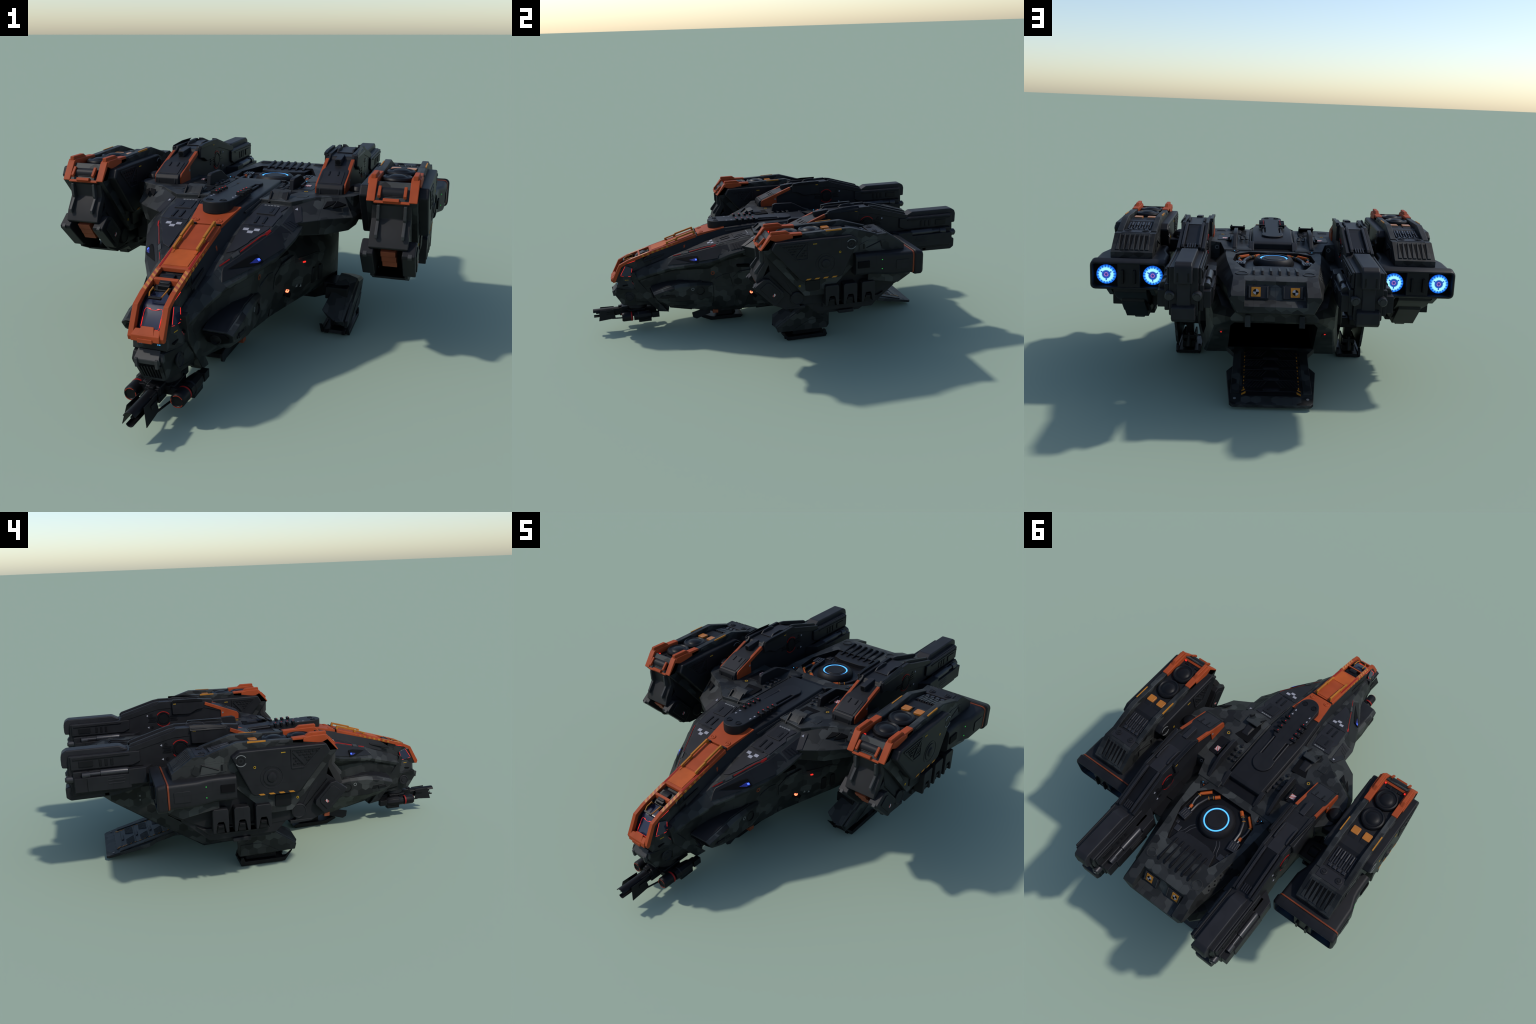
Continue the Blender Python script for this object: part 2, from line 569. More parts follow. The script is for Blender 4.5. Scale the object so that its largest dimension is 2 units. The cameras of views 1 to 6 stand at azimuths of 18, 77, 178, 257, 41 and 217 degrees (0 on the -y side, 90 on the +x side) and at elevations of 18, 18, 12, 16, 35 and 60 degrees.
# ================================================================== NOSE
nose = obj('nose', join(
    slab([(-.850, .300, .056), (-.806, .350, .053), (-.780, .378, .0545), (-.70, .412, .0555), (-.66, .438, .056), (-.55, .46, .058),
          (-.55, .38, .085), (-.70, .31, .080), (-.745, .28, .077), (-.77, .248, .073), (-.852, .262, .056)]),
    both(prism([(-.866, .300), (-.826, .376), (-.785, .405), (-.70, .430), (-.70, .40), (-.785, .35), (-.84, .295)], 'x', .0415, .0555))),
    CAMO, bevel=0.003)
chin = obj('chin', slab([(-.862, .258, .050), (-.872, .236, .052), (-.866, .222, .052), (-.828, .154, .040), (-.79, .148, .044),
                         (-.72, .150, .060), (-.62, .150, .075), (-.62, .24, .090), (-.74, .262, .074), (-.78, .255, .072)]), CAMO, bevel=0.003)
grille_bar = obj('grille_bar', join(plate([(-.036, -.852, .2625), (.036, -.852, .2625), (.041, -.877, .2385), (-.041, -.877, .2385)], .004, (0, -.7, .72)),
                 prism([(-.880, .241), (-.876, .226), (-.866, .224), (-.866, .24)], 'x', -.041, .041),
                 both(prism([(-.884, .244), (-.880, .214), (-.868, .214), (-.868, .246)], 'x', .028, .038))), GREY, chin, bevel=.0015)
cpl = lambda x, z, h: Vector((x, -.866 + (.222 - z) * .559, z)) + Vector((0, -.873, -.488)) * h
g = Geo()
for i in range(6):
    x = -.0255 + i * .0102
    g.add(plate([cpl(x - .0022, .215, .0008), cpl(x + .0022, .215, .0008), cpl(x * .92 + .0022, .167, .0008), cpl(x * .92 - .0022, .167, .0008)], .0035, (0, -.873, -.488)))
obj('grille_slat', g, DARK, chin, bevel=.0006, stuff=True)
obj('grille_dark_plate', plate([cpl(-.033, .219, -.001), cpl(.033, .219, -.001), cpl(.029, .163, -.001), cpl(-.029, .163, -.001)], .0022, (0, -.873, -.488)), VOID, chin, bevel=0)  # black plate added behind the slats, the chin face is not hollowed
obj('grille_frame', join(*[plate([cpl(s_ * .0335, .221, 0), cpl(s_ * .044, .221, 0), cpl(s_ * .038, .158, 0), cpl(s_ * .0295, .163, 0)], .0045, (0, -.873, -.488)) for s_ in (-1, 1)],
                         plate([cpl(-.036, .164, 0), cpl(.036, .164, 0), cpl(.034, .155, 0), cpl(-.034, .155, 0)], .0045, (0, -.873, -.488))), CAMO, chin, bevel=.001)
# cheek frame: the raised collar that runs down behind the cockpit
obj('nose_collar', both(join(
    prism([(-.775, .350), (-.755, .356), (-.735, .300), (-.60, .118), (-.582, .098), (-.640, .108), (-.760, .262)], 'x', .055, .087)
    .mapped(lambda p: (p.x + (0.0 if p.x < .07 else (.012 * (1 if p.y > -.70 else 0))) - max(0, (.20 - p.z)) * .20, p.y, p.z)))), CAMO, nose, bevel=.003)
obj('nose_keel', slab([(-.70, .152, .060), (-.64, .112, .052), (-.582, .098, .056), (-.574, .140, .056), (-.60, .16, .07)]), CAMO, nose, bevel=.003)
obj('collar_dark_strip', both(prism([(-.772, .300), (-.764, .300), (-.655, .150), (-.664, .146)], 'x', .060, .0795).mapped(lambda p: (p.x - max(0, (.20 - p.z)) * .10, p.y, p.z))), VOID, nose, bevel=0)  # black strip plate added along the collar, no groove is cut
nfan = both(join(lathe((.0665, -.792, .212), (1, 0, 0.1), [(.026, 0), (.026, .004), (.022, .0055), (.020, .003), (.014, .003), (.012, .005), (.001, .005)], 28)))
obj('vent_disc', nfan, DARK, chin, bevel=0)

# orange spine armour
orange = obj('spine_armour', join(
    both(prism([(-.874, .298), (-.878, .312), (-.833, .396), (-.785, .419), (-.66, .457), (-.66, .4405), (-.785, .402), (-.822, .382), (-.862, .298)], 'x', .041, .0585)),
    slab([(-.882, .300, .046), (-.880, .318, .046), (-.862, .333, .040), (-.846, .324, .042), (-.856, .296, .052)]),
    prism([(-.885, .296), (-.884, .309), (-.872, .309), (-.872, .296)], 'x', -.024, .024),
    loft([[(-.028, -.878, .320), (.028, -.878, .320), (.028, -.872, .310), (-.028, -.872, .310)], [(-.020, -.858, .340), (.020, -.858, .340), (.020, -.850, .325), (-.020, -.850, .325)]]),
    slab([(-.725, .438, .041), (-.715, .443, .041), (-.715, .420, .041), (-.725, .415, .041)])),
    ORANGE, nose, bevel=.0018)
mid = obj('spine_plate', slab([(-.662, .457, .0575), (-.402, .532, .061), (-.402, .512, .063), (-.50, .486, .0615), (-.662, .4405, .0585)]), ORANGE, nose, bevel=.004)
obj('hatch_cover', join(slab([(-.650, .4628, .042), (-.562, .4878, .044), (-.562, .480, .044), (-.650, .455, .042)]),
                        both(box((.040, -.57, .4855), (.010, .030, .004), (.28, 0, 0)))), BRIGHT_ORANGE, nose, bevel=.0015)
obj('upper_cover', slab([(-.556, .4896, .045), (-.412, .5313, .047), (-.412, .523, .047), (-.556, .481, .045)]), ORANGE, nose, bevel=.0015)
collar = obj('spine_collar', join(loft([
    [(-.060, -.395, .500), (.060, -.395, .500), (.060, -.395, .5335), (-.060, -.395, .5335)],
    [(-.084, -.246, .535), (.084, -.246, .535), (.082, -.246, .5635), (-.082, -.246, .5635)]]),
    both(lathe((.043, -.372, .536), (0, -.2, 1), [(.014, 0), (.013, .0045), (.009, .006), (.008, .004), (.0045, .004), (.003, .006)], 20))),
    ORANGE, nose, bevel=.003)
obj('hinge_gap', both(box((.045, -.398, .533), (.028, .007, .006), (.25, 0, 0))), BLACK, nose, bevel=.001)
# amber hazard edges down both sides of the spine
z_sp = lambda y: .457 + (y + .66) * .2885
g1, g2 = Geo(), Geo()
for i in range(9):
    y = -.70 + i * .027
    g1.add(box((.0588 if y < -.66 else .0590, y, z_sp(y) - .0085), (.0020, .012, .009), (.28, 0, 0)))
obj('hazard_mark', both(g1), AMBER, nose, bevel=0, stuff=True)
obj('edge_stripe', both(join(prism([(-.66, .4585), (-.50, .5045), (-.50, .5025), (-.66, .4565)], 'x', .0475, .0535))), RED, nose, bevel=0)
obj('hazard_stripe', both(join(prism([(-.775, .4225), (-.67, .4547), (-.67, .452), (-.775, .420)], 'x', .0425, .0575))), HAZ_ORANGE, nose, bevel=0)
# yellow grab rails on the spine
rail = both(join(*[box((.041, y0 + dy, z_sp(y0 + dy) + dz), sz, (.281 + r, 0, 0)) for y0, dy, dz, sz, r in (
    (-.505, .045, .016, (.0085, .105, .009), 0), (-.505, -.030, .012, (.0085, .070, .007), .02),
    (-.505, .093, .008, (.009, .012, .014), 0), (-.505, -.058, .006, (.009, .012, .014), 0), (-.505, -.008, .008, (.009, .014, .014), 0))]))
obj('grab_rail', rail, OCHRE, nose, bevel=.0015)
# windscreen with red projected frame
wind = obj('windscreen', slab([(-.852, .318, .0405), (-.805, .384, .0405), (-.785, .396, .0405), (-.730, .410, .0405), (-.730, .36, .0405), (-.835, .30, .0405)]), GLASS, nose, bevel=.006, seg=3)
def wpt(u, v):   # point on the windscreen front pane
    a, b = Vector((0, -.8525, .3175)), Vector((0, -.8055, .3835))
    p = a + (b - a) * v
    n = Vector((0, -(b - a).z, (b - a).y)).normalized()
    return p + n * .0012 + Vector((u, 0, 0))
red = Geo()
fr = [(-.026, .12), (.026, .12), (.030, .20), (.030, .80), (.026, .90), (.012, .90), (.008, .84), (-.008, .84), (-.012, .90), (-.026, .90), (-.030, .80), (-.030, .20)]
red.add(tube([wpt(*p) for p in fr] + [wpt(*fr[0])], .0005, 4))
for s in (-1, 1):
    red.add(tube([wpt(s * .030, .22), wpt(s * .030, .55)], .0013, 4))
    red.add(tube([wpt(s * .010, .86), wpt(s * .018, .89)], .0012, 4))
obj('windscreen_light', red, RED_GLOW, nose, bevel=0)
# side windows
sw = both(plate([(.0625, -.832, .335), (.0655, -.775, .325), (.0625, -.765, .375), (.0560, -.800, .388)][::-1], .0022, (1, 0, .2)))
obj('side_window', sw, GLASS, nose, bevel=.001)
sr = both(join(tube([(.0657, -.829, .342), (.0602, -.802, .386)], .0008, 4), tube([(.0678, -.773, .335), (.0652, -.766, .372)], .0008, 4),
               tube([(.0655, -.832, .338), (.0670, -.815, .333)], .0005, 4), tube([(.0677, -.777, .329), (.0672, -.79, .329)], .0008, 4),
               tube([(.0575, -.795, .400), (.0580, -.745, .413)], .0009, 4)))
obj('side_window_light', sr, RED_GLOW, nose, bevel=0)
# roof hatch, sensor block and handle behind the windscreen
obj('roof_hatch', join(slab([(-.745, .410, .036), (-.685, .442, .036), (-.672, .440, .036), (-.672, .42, .036), (-.745, .39, .036)]),
                       prism([(-.742, .405), (-.742, .424), (-.700, .446), (-.690, .446), (-.685, .440), (-.685, .42)], 'x', -.020, .020)), BLACK, nose, bevel=.002)
obj('roof_block', join(prism(roundrect(-.019, .019, -.735, -.695, .007, 2), 'z', .41, .440).mapped(lambda p: (p.x, p.y, p.z + (p.y + .715) * .35))), DARK, nose, bevel=.003)
obj('roof_handle', join(both(tube([(.027, -.752, .412), (.026, -.758, .424), (.025, -.785, .418), (.020, -.800, .410), (0, -.803, .409)], .0026, 6))), OCHRE, nose, bevel=0)
obj('roof_clamp', both(join(box((.029, -.760, .416), (.006, .022, .012), (.35, 0, 0)), box((.010, -.803, .408), (.022, .008, .007), (.5, 0, 0)))), BLACK, nose, bevel=.001)
# small marks on the nose
nose_tree = tree_of(nose, chin)
obj('warning_triangle', both(decal(nose_tree, (.3, -.766, .291), (-1, 0, 0), [[(-.008, .006), (.008, .006), (.0055, .0045), (-.0055, .0045)], [(-.008, .006), (-.0055, .0045), (0, -.005), (0, -.009)], [(.008, .006), (.0055, .0045), (0, -.005), (0, -.009)]])), paint('pink_marking', (.42, .06, .06)), nose, bevel=0)
obj('yellow_text', both(decal(nose_tree, (.3, -.800, .308), (-1, 0, 0), [rect(.003, .003, i * .004 - .008) for i in range(5)])), YELLOW, nose, bevel=0)
obj('front_lamp', both(decal(nose_tree, (.030, -1.2, .281), (0, 1, 0), [rect(.0035, .003, -.003), rect(.0035, .003, .003)])), SKY_GLOW, nose, bevel=0)
obj('side_slot', both(join(box((.0635, -.81, .279), (.010, .03, .006), (.12, 0, 0)))), VOID, nose, bevel=.001)
# long slot on the dark spine flank
spine = obj('spine', loft([
    [(-w1, y, zb), (w1, y, zb), (w0, y, zt), (-w0, y, zt)] for y, w0, zt, w1, zb in (
        (-.66, .0565, .4445, .076, .375), (-.50, .0595, .492, .088, .42), (-.40, .060, .520, .096, .46),
        (-.246, .084, .5595, .104, .50), (-.10, .096, .5685, .120, .535), (.235, .092, .5685, .120, .530), (.255, .092, .560, .120, .525))]), DARK, bevel=.004)
obj('flank_slot', both(join(plate([(.0745, -.70, .402), (.0690, -.59, .432), (.0665, -.585, .441), (.0700, -.70, .415)], .004, (1, 0, .5)))), BLACK, spine, bevel=.0012)
obj('flank_strap', both(plate([(.0665, -.475, .478), (.0745, -.478, .450), (.0745, -.470, .450), (.0665, -.466, .480)], .003, (1, 0, .4))), DEEP_ORANGE, spine, bevel=.0005)
obj('spine_flank_panel', both(join(plate([(.0965, -.24, .5385), (.1125, -.10, .556), (.1090, -.10, .562), (.0925, -.245, .5465)], .003, (1, 0, .5)),
                                   plate([(.1125, -.085, .556), (.1100, .22, .554), (.1030, .22, .562), (.1060, -.085, .5625)], .003, (1, 0, .7)))), WARM, spine, bevel=.001)

# cowl on the back of the spine
cz = lambda y: .5925 - max(0, (y + .20)) * .042
def cowl_shape(poly, dz=0.0, base=.548):
    return prism(poly, 'z', 0, 1).mapped(lambda p: (p.x, p.y, base if p.z < .5 else cz(p.y) + dz))
front = [(.054 * math.cos(a), -.270 + .056 * math.sin(a)) for a in [math.pi + math.pi * i / 20 for i in range(21)]]
cowl = obj('cowl', cowl_shape(front + [(.056, -.06), (.050, -.045), (.033, -.040), (.033, .07), (.050, .075)] +
            [(.052 * math.cos(a), .105 + .052 * math.sin(a)) for a in [math.pi * i / 14 for i in range(15)]] +
            [(-.050, .075), (-.033, .07), (-.033, -.040), (-.050, -.045), (-.056, -.06)]), DARK, bevel=.004, seg=3)
obj('cowl_bolt', both(lathe((.026, -.283, cz(-.283) - .001), (0, 0, 1), [(.0135, 0), (.0135, .003), (.011, .003), (.010, .001), (.006, .001), (.005, .002)], 20)), BLACK, cowl, bevel=0)
obj('cowl_rod', both(tube([(.043, -.045, cz(0) - .008), (.043, .08, cz(.08) - .008)], .005, 8)), PANEL, cowl, bevel=0)
fin, fdot = None, Geo()
for s in (1, -1):
    for i in range(4):
        y = -.168 + i * .032
        b = box((s * .050, y + .001, cz(y) - .0005), (.030, .013, .018), (-.12, 0, 0))
        fdot.add(box((s * .043, y - .002, cz(y) + .0085), (.004, .004, .003)))
        o = obj('heat_fin', b, BLACK, cowl, bevel=.002)
obj('fin_light', fdot, DIM_RED, cowl, bevel=0, stuff=True)
ct = tree_of(cowl)
tri = [(-.005, -.005), (.005, -.005), (0, .006)]
obj('cowl_arrow', both(join(decal(ct, (.042, -.225, .7), (0, 0, -1), [tri], (0, -1, 0)), decal(ct, (.043, -.198, .7), (0, 0, -1), [tri], (0, -1, 0)))), WHITE, cowl, bevel=0)
# mouth at the rear of the spine
obj('spine_mouth', join(both(prism([(.235, .568), (.250, .566), (.312, .540), (.312, .520), (.235, .520)], 'x', .088, .112))), DARK, spine, bevel=.003)
obj('mouth_floor', prism([(.20, .53), (.25, .537), (.312, .534), (.312, .52), (.20, .52)], 'x', -.09, .09), BLACK, spine, bevel=0)

# ================================================================== SHOULDERS
def ring_sh(y, i, o, r, u):
    return [(i[0], y, i[1]), (o[0], y, o[1]), (r[0], y, r[1]), (r[0] - .004, y, r[1] - .014), (u[0], y, u[1]), (.04, y, u[1]), (.04, y, i[1] - .01)]
shoulder = obj('shoulder', loft([
    ring_sh(-.765, (.055, .352), (.070, .345), (.086, .315), (.072, .29)),
    ring_sh(-.66, (.070, .392), (.082, .390), (.110, .347), (.090, .318)),
    ring_sh(-.567, (.080, .424), (.097, .424), (.144, .378), (.115, .345)),
    ring_sh(-.53, (.086, .438), (.107, .441), (.165, .388), (.135, .355)),
    ring_sh(-.47, (.090, .456), (.138, .461), (.200, .402), (.155, .36)),
    ring_sh(-.357, (.096, .496), (.194, .496), (.251, .424), (.183, .365)),
    ring_sh(-.315, (.099, .508), (.214, .508), (.268, .442), (.192, .385)),
    ring_sh(-.255, (.103, .525), (.219, .522), (.290, .470), (.215, .42)),
    ring_sh(-.118, (.120, .549), (.231, .547), (.296, .500), (.25, .44)),
    ring_sh(.0, (.120, .553), (.235, .550), (.300, .510), (.25, .44))]), CAMO, bevel=.003)
sh_tree = tree_of(shoulder)


def drape(tree, poly, z0=.8, lift=.003, sink=.004, down=(0, 0, -1)):
    """plate whose corners follow the surface below an (x,y) outline"""
    top = []
    for x, y in poly:
        h, n, _, _ = tree.ray_cast(Vector((x, y, z0)), Vector(down))
        top.append(h if h is not None else Vector((x, y, .5)))
    k = len(top)
    v = [p + Vector((0, 0, lift)) for p in top] + [p - Vector((0, 0, sink)) for p in top]
    f = [tuple(range(k)), tuple(range(2 * k - 1, k - 1, -1))] + [(i, k + i, k + (i + 1) % k, (i + 1) % k) for i in range(k)]
    return Geo(v, f)


def side_drape(tree, poly, x0=1.0, lift=.003, sink=.004):
    """same, for (y,z) outlines projected from +x"""
    top = []
    for y, z in poly:
        h, n, _, _ = tree.ray_cast(Vector((x0, y, z)), Vector((-1, 0, 0)))
        top.append(h if h is not None else Vector((.2, y, z)))
    k = len(top)
    v = [p + Vector((lift, 0, 0)) for p in top] + [p - Vector((sink, 0, 0)) for p in top]
    f = [tuple(range(k)), tuple(range(2 * k - 1, k - 1, -1))] + [(i, k + i, k + (i + 1) % k, (i + 1) % k) for i in range(k)]
    return Geo(v, f)

obj('shoulder_panel', drape(sh_tree, [(.1035, -.47), (.131, -.458), (.160, -.41), (.163, -.395), (.183, -.36), (.205, -.318), (.207, -.303), (.103, -.300)]), PANEL, shoulder, bevel=.0012)
obj('shoulder_panel', drape(sh_tree, [(.106, -.297), (.212, -.299), (.217, -.25), (.222, -.20), (.210, -.180), (.225, -.13), (.126, -.126), (.112, -.20)]), PANEL, shoulder, bevel=.0012)
obj('shoulder_hatch', drape(sh_tree, [(.128, -.215), (.196, -.215), (.198, -.148), (.132, -.148)], lift=.006), DARK, shoulder, bevel=.0012)
obj('hatch_slit', join(drape(sh_tree, [(.172, -.20), (.182, -.20), (.183, -.165), (.173, -.165)], lift=.008),
                       *[drape(sh_tree, [(x, -.285), (x + .009, -.285), (x + .009, -.235), (x, -.235)], lift=.0055) for x in (.140, .170)],
                       drape(sh_tree, [(.128, -.308), (.18, -.308), (.18, -.297), (.128, -.297)], lift=.0045)), BLACK, shoulder, bevel=.001)
obj('shoulder_text', join(*[drape(sh_tree, [(.135 + i * .012, -.139 + .001 * (i % 2)), (.144 + i * .012, -.139), (.144 + i * .012, -.133), (.135 + i * .012, -.133)], lift=.0040) for i in range(5)]), DULL_WHITE, shoulder, bevel=0)
ck = Geo()
for u, v in ((-.020, .008), (.020, .008), (0, -.008)):
    ck.add(decal(sh_tree, (.147 + u, -.338 + v, .8), (0, 0, -1), [rect(.020, .015)], (0, 1, 0), lift=.0042, thick=.006))
obj('white_checker', ck, WHITE, shoulder, bevel=0)
# flank plate with lamp slot
flank = side_drape(sh_tree, [(-.575, .392), (-.55, .418), (-.535, .430), (-.47, .452), (-.36, .488), (-.318, .500), (-.26, .512), (-.255, .49), (-.262, .478), (-.31, .462), (-.318, .448), (-.36, .437), (-.47, .413)], lift=.004)
obj('flank_panel', flank, DARK, shoulder, bevel=.0012)
obj('flank_panel', side_drape(sh_tree, [(-.247, .514), (-.20, .523), (-.135, .535), (-.130, .520), (-.19, .497), (-.246, .487)], lift=.004), DARK, shoulder, bevel=.0012)
obj('lamp_slot', side_drape(sh_tree, [(-.53, .424), (-.448, .446), (-.420, .449), (-.418, .424), (-.428, .420), (-.455, .419)], lift=.0052), VOID, shoulder, bevel=0)
obj('lamp_halo_plate', side_drape(sh_tree, [(-.462, .428), (-.430, .438), (-.424, .437), (-.424, .428), (-.44, .425)], lift=.0058), glow('deep_blue_halo', (.01, .02, .3), .35), shoulder, bevel=0)  # dim glowing plate added behind the lamp to imitate its fading glow
obj('flank_lamp', join(*[side_drape(sh_tree, [(y0, z0), (y0, z0 + h), (y0 + .008, z0 + h + .001), (y0 + .008, z0 + .001)], lift=.0062 + .0002 * i) for i, (y0, z0, h) in enumerate(((-.433, .430, .006),))]), BLUE_GLOW, shoulder, bevel=0)
rs = []
for pts in ([(.1065, -.540, .0), (.127, -.500, 0)], [(.149, -.455, 0), (.192, -.362, 0), (.206, -.338, 0)]):
    rs += [(Vector(p), Vector(q)) for p, q in zip(pts, pts[1:])]
def edge_strip(a, b, w, tree, lift=.0035):
    d = (b - a).normalized(); s = Vector((d.y, -d.x, 0)) * w
    return drape(tree, [((a - s).x, (a - s).y), ((a + s).x, (a + s).y), ((b + s).x, (b + s).y), ((b - s).x, (b - s).y)], lift=lift)
obj('red_stripe', join(*[edge_strip(a, b, .0010, sh_tree, .0022) for a, b in rs], edge_strip(Vector((.204, -.343, 0)), Vector((.213, -.318, 0)), .0032, sh_tree, .0022)), RED, shoulder, bevel=0)
obj('grey_patch', edge_strip(Vector((.131, -.488, 0)), Vector((.146, -.460, 0)), .005, sh_tree), GREY, shoulder, bevel=.001)
obj('louvre', join(*[side_drape(sh_tree, [(y, .494), (y + .007, .495), (y - .002, .516), (y - .009, .515)], lift=.0058) for y in (-.228, -.213, -.198)]), BLACK, shoulder, bevel=.001)
mirror_tree(shoulder)

# ================================================================== WING DECK
wing = obj('wing', join(
    prism([(.10, -.095), (.232, -.112), (.313, -.045), (.44, .022), (.462, .07), (.458, .18), (.40, .24), (.31, .255), (.245, .255), (.225, .33), (.10, .33)], 'z', .47, .562)
    .mapped(lambda p: (p.x, p.y + (0.03 if p.y > .25 and p.z < .5 else 0), p.z + (.008 if p.x > .30 and p.z > .5 else 0) - (.017 if p.z > .5 and p.y > .3 else 0))),
    loft([
        [(.226, -.114, .5445), (.253, -.200, .503), (.264, -.190, .455), (.20, -.08, .430), (.18, -.05, .5)],
        [(.313, -.046, .5665), (.372, -.128, .511), (.366, -.118, .450), (.30, -.02, .425), (.28, .02, .5)],
        [(.410, .006, .5695), (.447, -.014, .494), (.430, -.008, .442), (.34, .06, .425), (.32, .08, .5)],
        [(.462, .075, .5695), (.466, .055, .500), (.445, .07, .445), (.36, .12, .425), (.34, .12, .5)],
        [(.455, .19, .565), (.460, .19, .500), (.44, .20, .445), (.36, .24, .43), (.34, .24, .5)]])), CAMO, bevel=.003)
wt = tree_of(wing)
obj('wing_panel', drape(wt, [(.250, -.152), (.262, -.196), (.290, -.175), (.268, -.105), (.238, -.108)], lift=.0025), PANEL, wing, bevel=.001)
obj('wing_arrow', decal(wt, (.256, -.123, .8), (0, 0, -1), [[(-.006, -.006), (.006, -.006), (0, .007)]], (0, 1, .0), lift=.0035, thick=.004), WHITE, wing, bevel=0)
obj('air_slot', join(drape(wt, [(.345, -.085), (.352, -.046), (.383, -.030), (.375, -.050)], lift=.0006), drape(wt, [(.378, -.068), (.388, -.028), (.418, -.010), (.408, -.030)], lift=.0006)), VOID, wing, bevel=0)
# scoop with an open lid
obj('scoop', prism([(.128, -.045), (.145, -.072), (.205, -.072), (.222, -.045), (.216, .057), (.134, .059)], 'z', .540, .5635), VOID, wing, bevel=.002)
obj('scoop_core', loft([[(.150, -.03, .5636), (.202, -.03, .5636), (.196, .03, .5636), (.155, .03, .5636)], [(.160, -.03, .572), (.194, -.03, .572), (.188, .015, .568), (.163, .015, .568)]]), DARK, wing, bevel=.003)
obj('scoop_lid', loft([[(.140, -.098, .556), (.208, -.098, .556), (.208, -.098, .548), (.140, -.098, .548)],
                       [(.136, -.062, .583), (.214, -.062, .583), (.214, -.060, .575), (.136, -.060, .575)],
                       [(.140, -.030, .590), (.210, -.030, .590), (.210, -.028, .583), (.140, -.028, .583)]]), CAMO, wing, bevel=.003)
obj('lid_hinge', join(*[tube([(x, -.104, .552), (x, -.094, .562), (x, -.066, .586)], .0045, 6) for x in (.142, .206)]), BLACK, wing, bevel=0)
kn = Geo()
for y, x in ((.088, .140), (.118, .152), (.118, .128), (.148, .148), (.148, .125), (.175, .146), (.175, .123)):
    kn.add(lathe((x, y, .561), (0, 0, 1), [(.0085, 0), (.0085, .0045), (.0065, .006)], 14))
obj('deck_stud', kn, DARK, wing, bevel=0, stuff=True)
obj('deck_fin', prism([(.088, .555), (.096, .600), (.112, .606), (.212, .602), (.228, .596), (.312, .550), (.312, .530), (.20, .53)], 'x', .168, .186), DARK, wing, bevel=.003)
obj('deck_tray', join(prism(roundrect(.196, .262, .10, .205, .008, 2), 'z', .555, .5655), box((.208, .165, .572), (.008, .075, .01))), BLACK, wing, bevel=.0015)
obj('deck_label', box((.226, .172, .5662), (.026, .026, .0016)), TAG, wing, bevel=0)
obj('ring_mark', join(decal(wt, (.243, .069, .8), (0, 0, -1), ring2(.005, .0075), (0, 1, 0))), YELLOW, wing, bevel=0)
obj('ring_mark', join(decal(wt, (.26, .6, .54), (0, -1, 0), ring2(.007, .0095))), DULL_WHITE, wing, bevel=0)
obj('deck_panel', join(drape(wt, [(.235, -.05), (.275, -.05), (.275, -.015), (.235, -.015)], lift=.0025)), CAMO, wing, bevel=.001)
# pylon that carries the engine pod
obj('pylon', join(box((.455, .14, .53), (.09, .15, .06)), cyl((.42, .30, .455), (1, 0, 0), .028, .11, 20), box((.44, .30, .44), (.10, .10, .04)),
                  lathe((.440, .135, .555), (0, 0, 1), [(.040, 0), (.038, .018), (.028, .032), (.012, .039), (.001, .040)], 24)), BLACK, wing, bevel=.003)
mirror_tree(wing)

# ================================================================== REACTOR HOUSING
def rb(y, wt_, zt, wm, zm, wl, zl, yl=None):
    yl = y if yl is None else yl
    h = [(wl, yl, zl), (wm, y, zm), (wt_, y, zt)]
    return h + [(-a, b, c) for a, b, c in reversed(h)]
rear = obj('reactor_housing', loft([
    rb(.285, .205, .525, .262, .48, .25, .40), rb(.325, .215, .540, .265, .49, .25, .40),
    rb(.40, .214, .542, .264, .49, .245, .39), rb(.52, .203, .541, .258, .49, .235, .38),
    rb(.809, .166, .543, .192, .495, .165, .40), rb(.920, .172, .503, .179, .488, .148, .425, .918),
    rb(.932, .168, .497, .175, .488, .144, .432, .934)]), CAMO, bevel=.004)
well = [(-.112, .351), (.112, .351), (.168, .405), (.178, .515), (.133, .655), (.125, .672), (-.125, .672), (-.133, .655), (-.178, .515), (-.168, .405)]
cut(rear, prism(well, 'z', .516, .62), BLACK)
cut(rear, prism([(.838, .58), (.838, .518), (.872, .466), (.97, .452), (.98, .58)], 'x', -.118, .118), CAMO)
RX, RY = 0, .468
hub = obj('reactor_hub', lathe((RX, RY, .511), (0, 0, 1), [(.090, 0), (.090, .012), (.083, .026), (.074, .034), (.064, .035), (.061, .028), (.054, .028), (.051, .031), (.044, .031), (.042, .033), (.002, .033)], 48), DARK, rear, bevel=0)
obj('reactor_ring', lathe((RX, RY, .5385), (0, 0, 1), [(.0605, 0), (.0605, .0022), (.0545, .0022), (.0545, 0)], 64), CYAN_GLOW, rear, bevel=0)
def fillet(pts, k=3):
    out = []
    pts = [Vector(p) for p in pts]
    for i, p in enumerate(pts):
        if i in (0, len(pts) - 1):
            out.append(p); continue
        a, b = p + (pts[i - 1] - p).normalized() * .012, p + (pts[i + 1] - p).normalized() * .012
        for j in range(k + 1):
            t = j / k
            out.append((a * (1 - t) + p * t) * (1 - t) + (p * (1 - t) + b * t) * t)
    return out
pz = .525
obj('coolant_pipe', both(join(tube(fillet([(.066, .362, pz), (.108, .400, pz), (.128, .455, pz), (.130, .50, pz)]), .0075),
                              tube(fillet([(.112, .362, pz), (.150, .398, pz), (.155, .44, pz), (.147, .478, pz), (.147, .50, pz)]), .0062))), STEEL, rear, bevel=0)
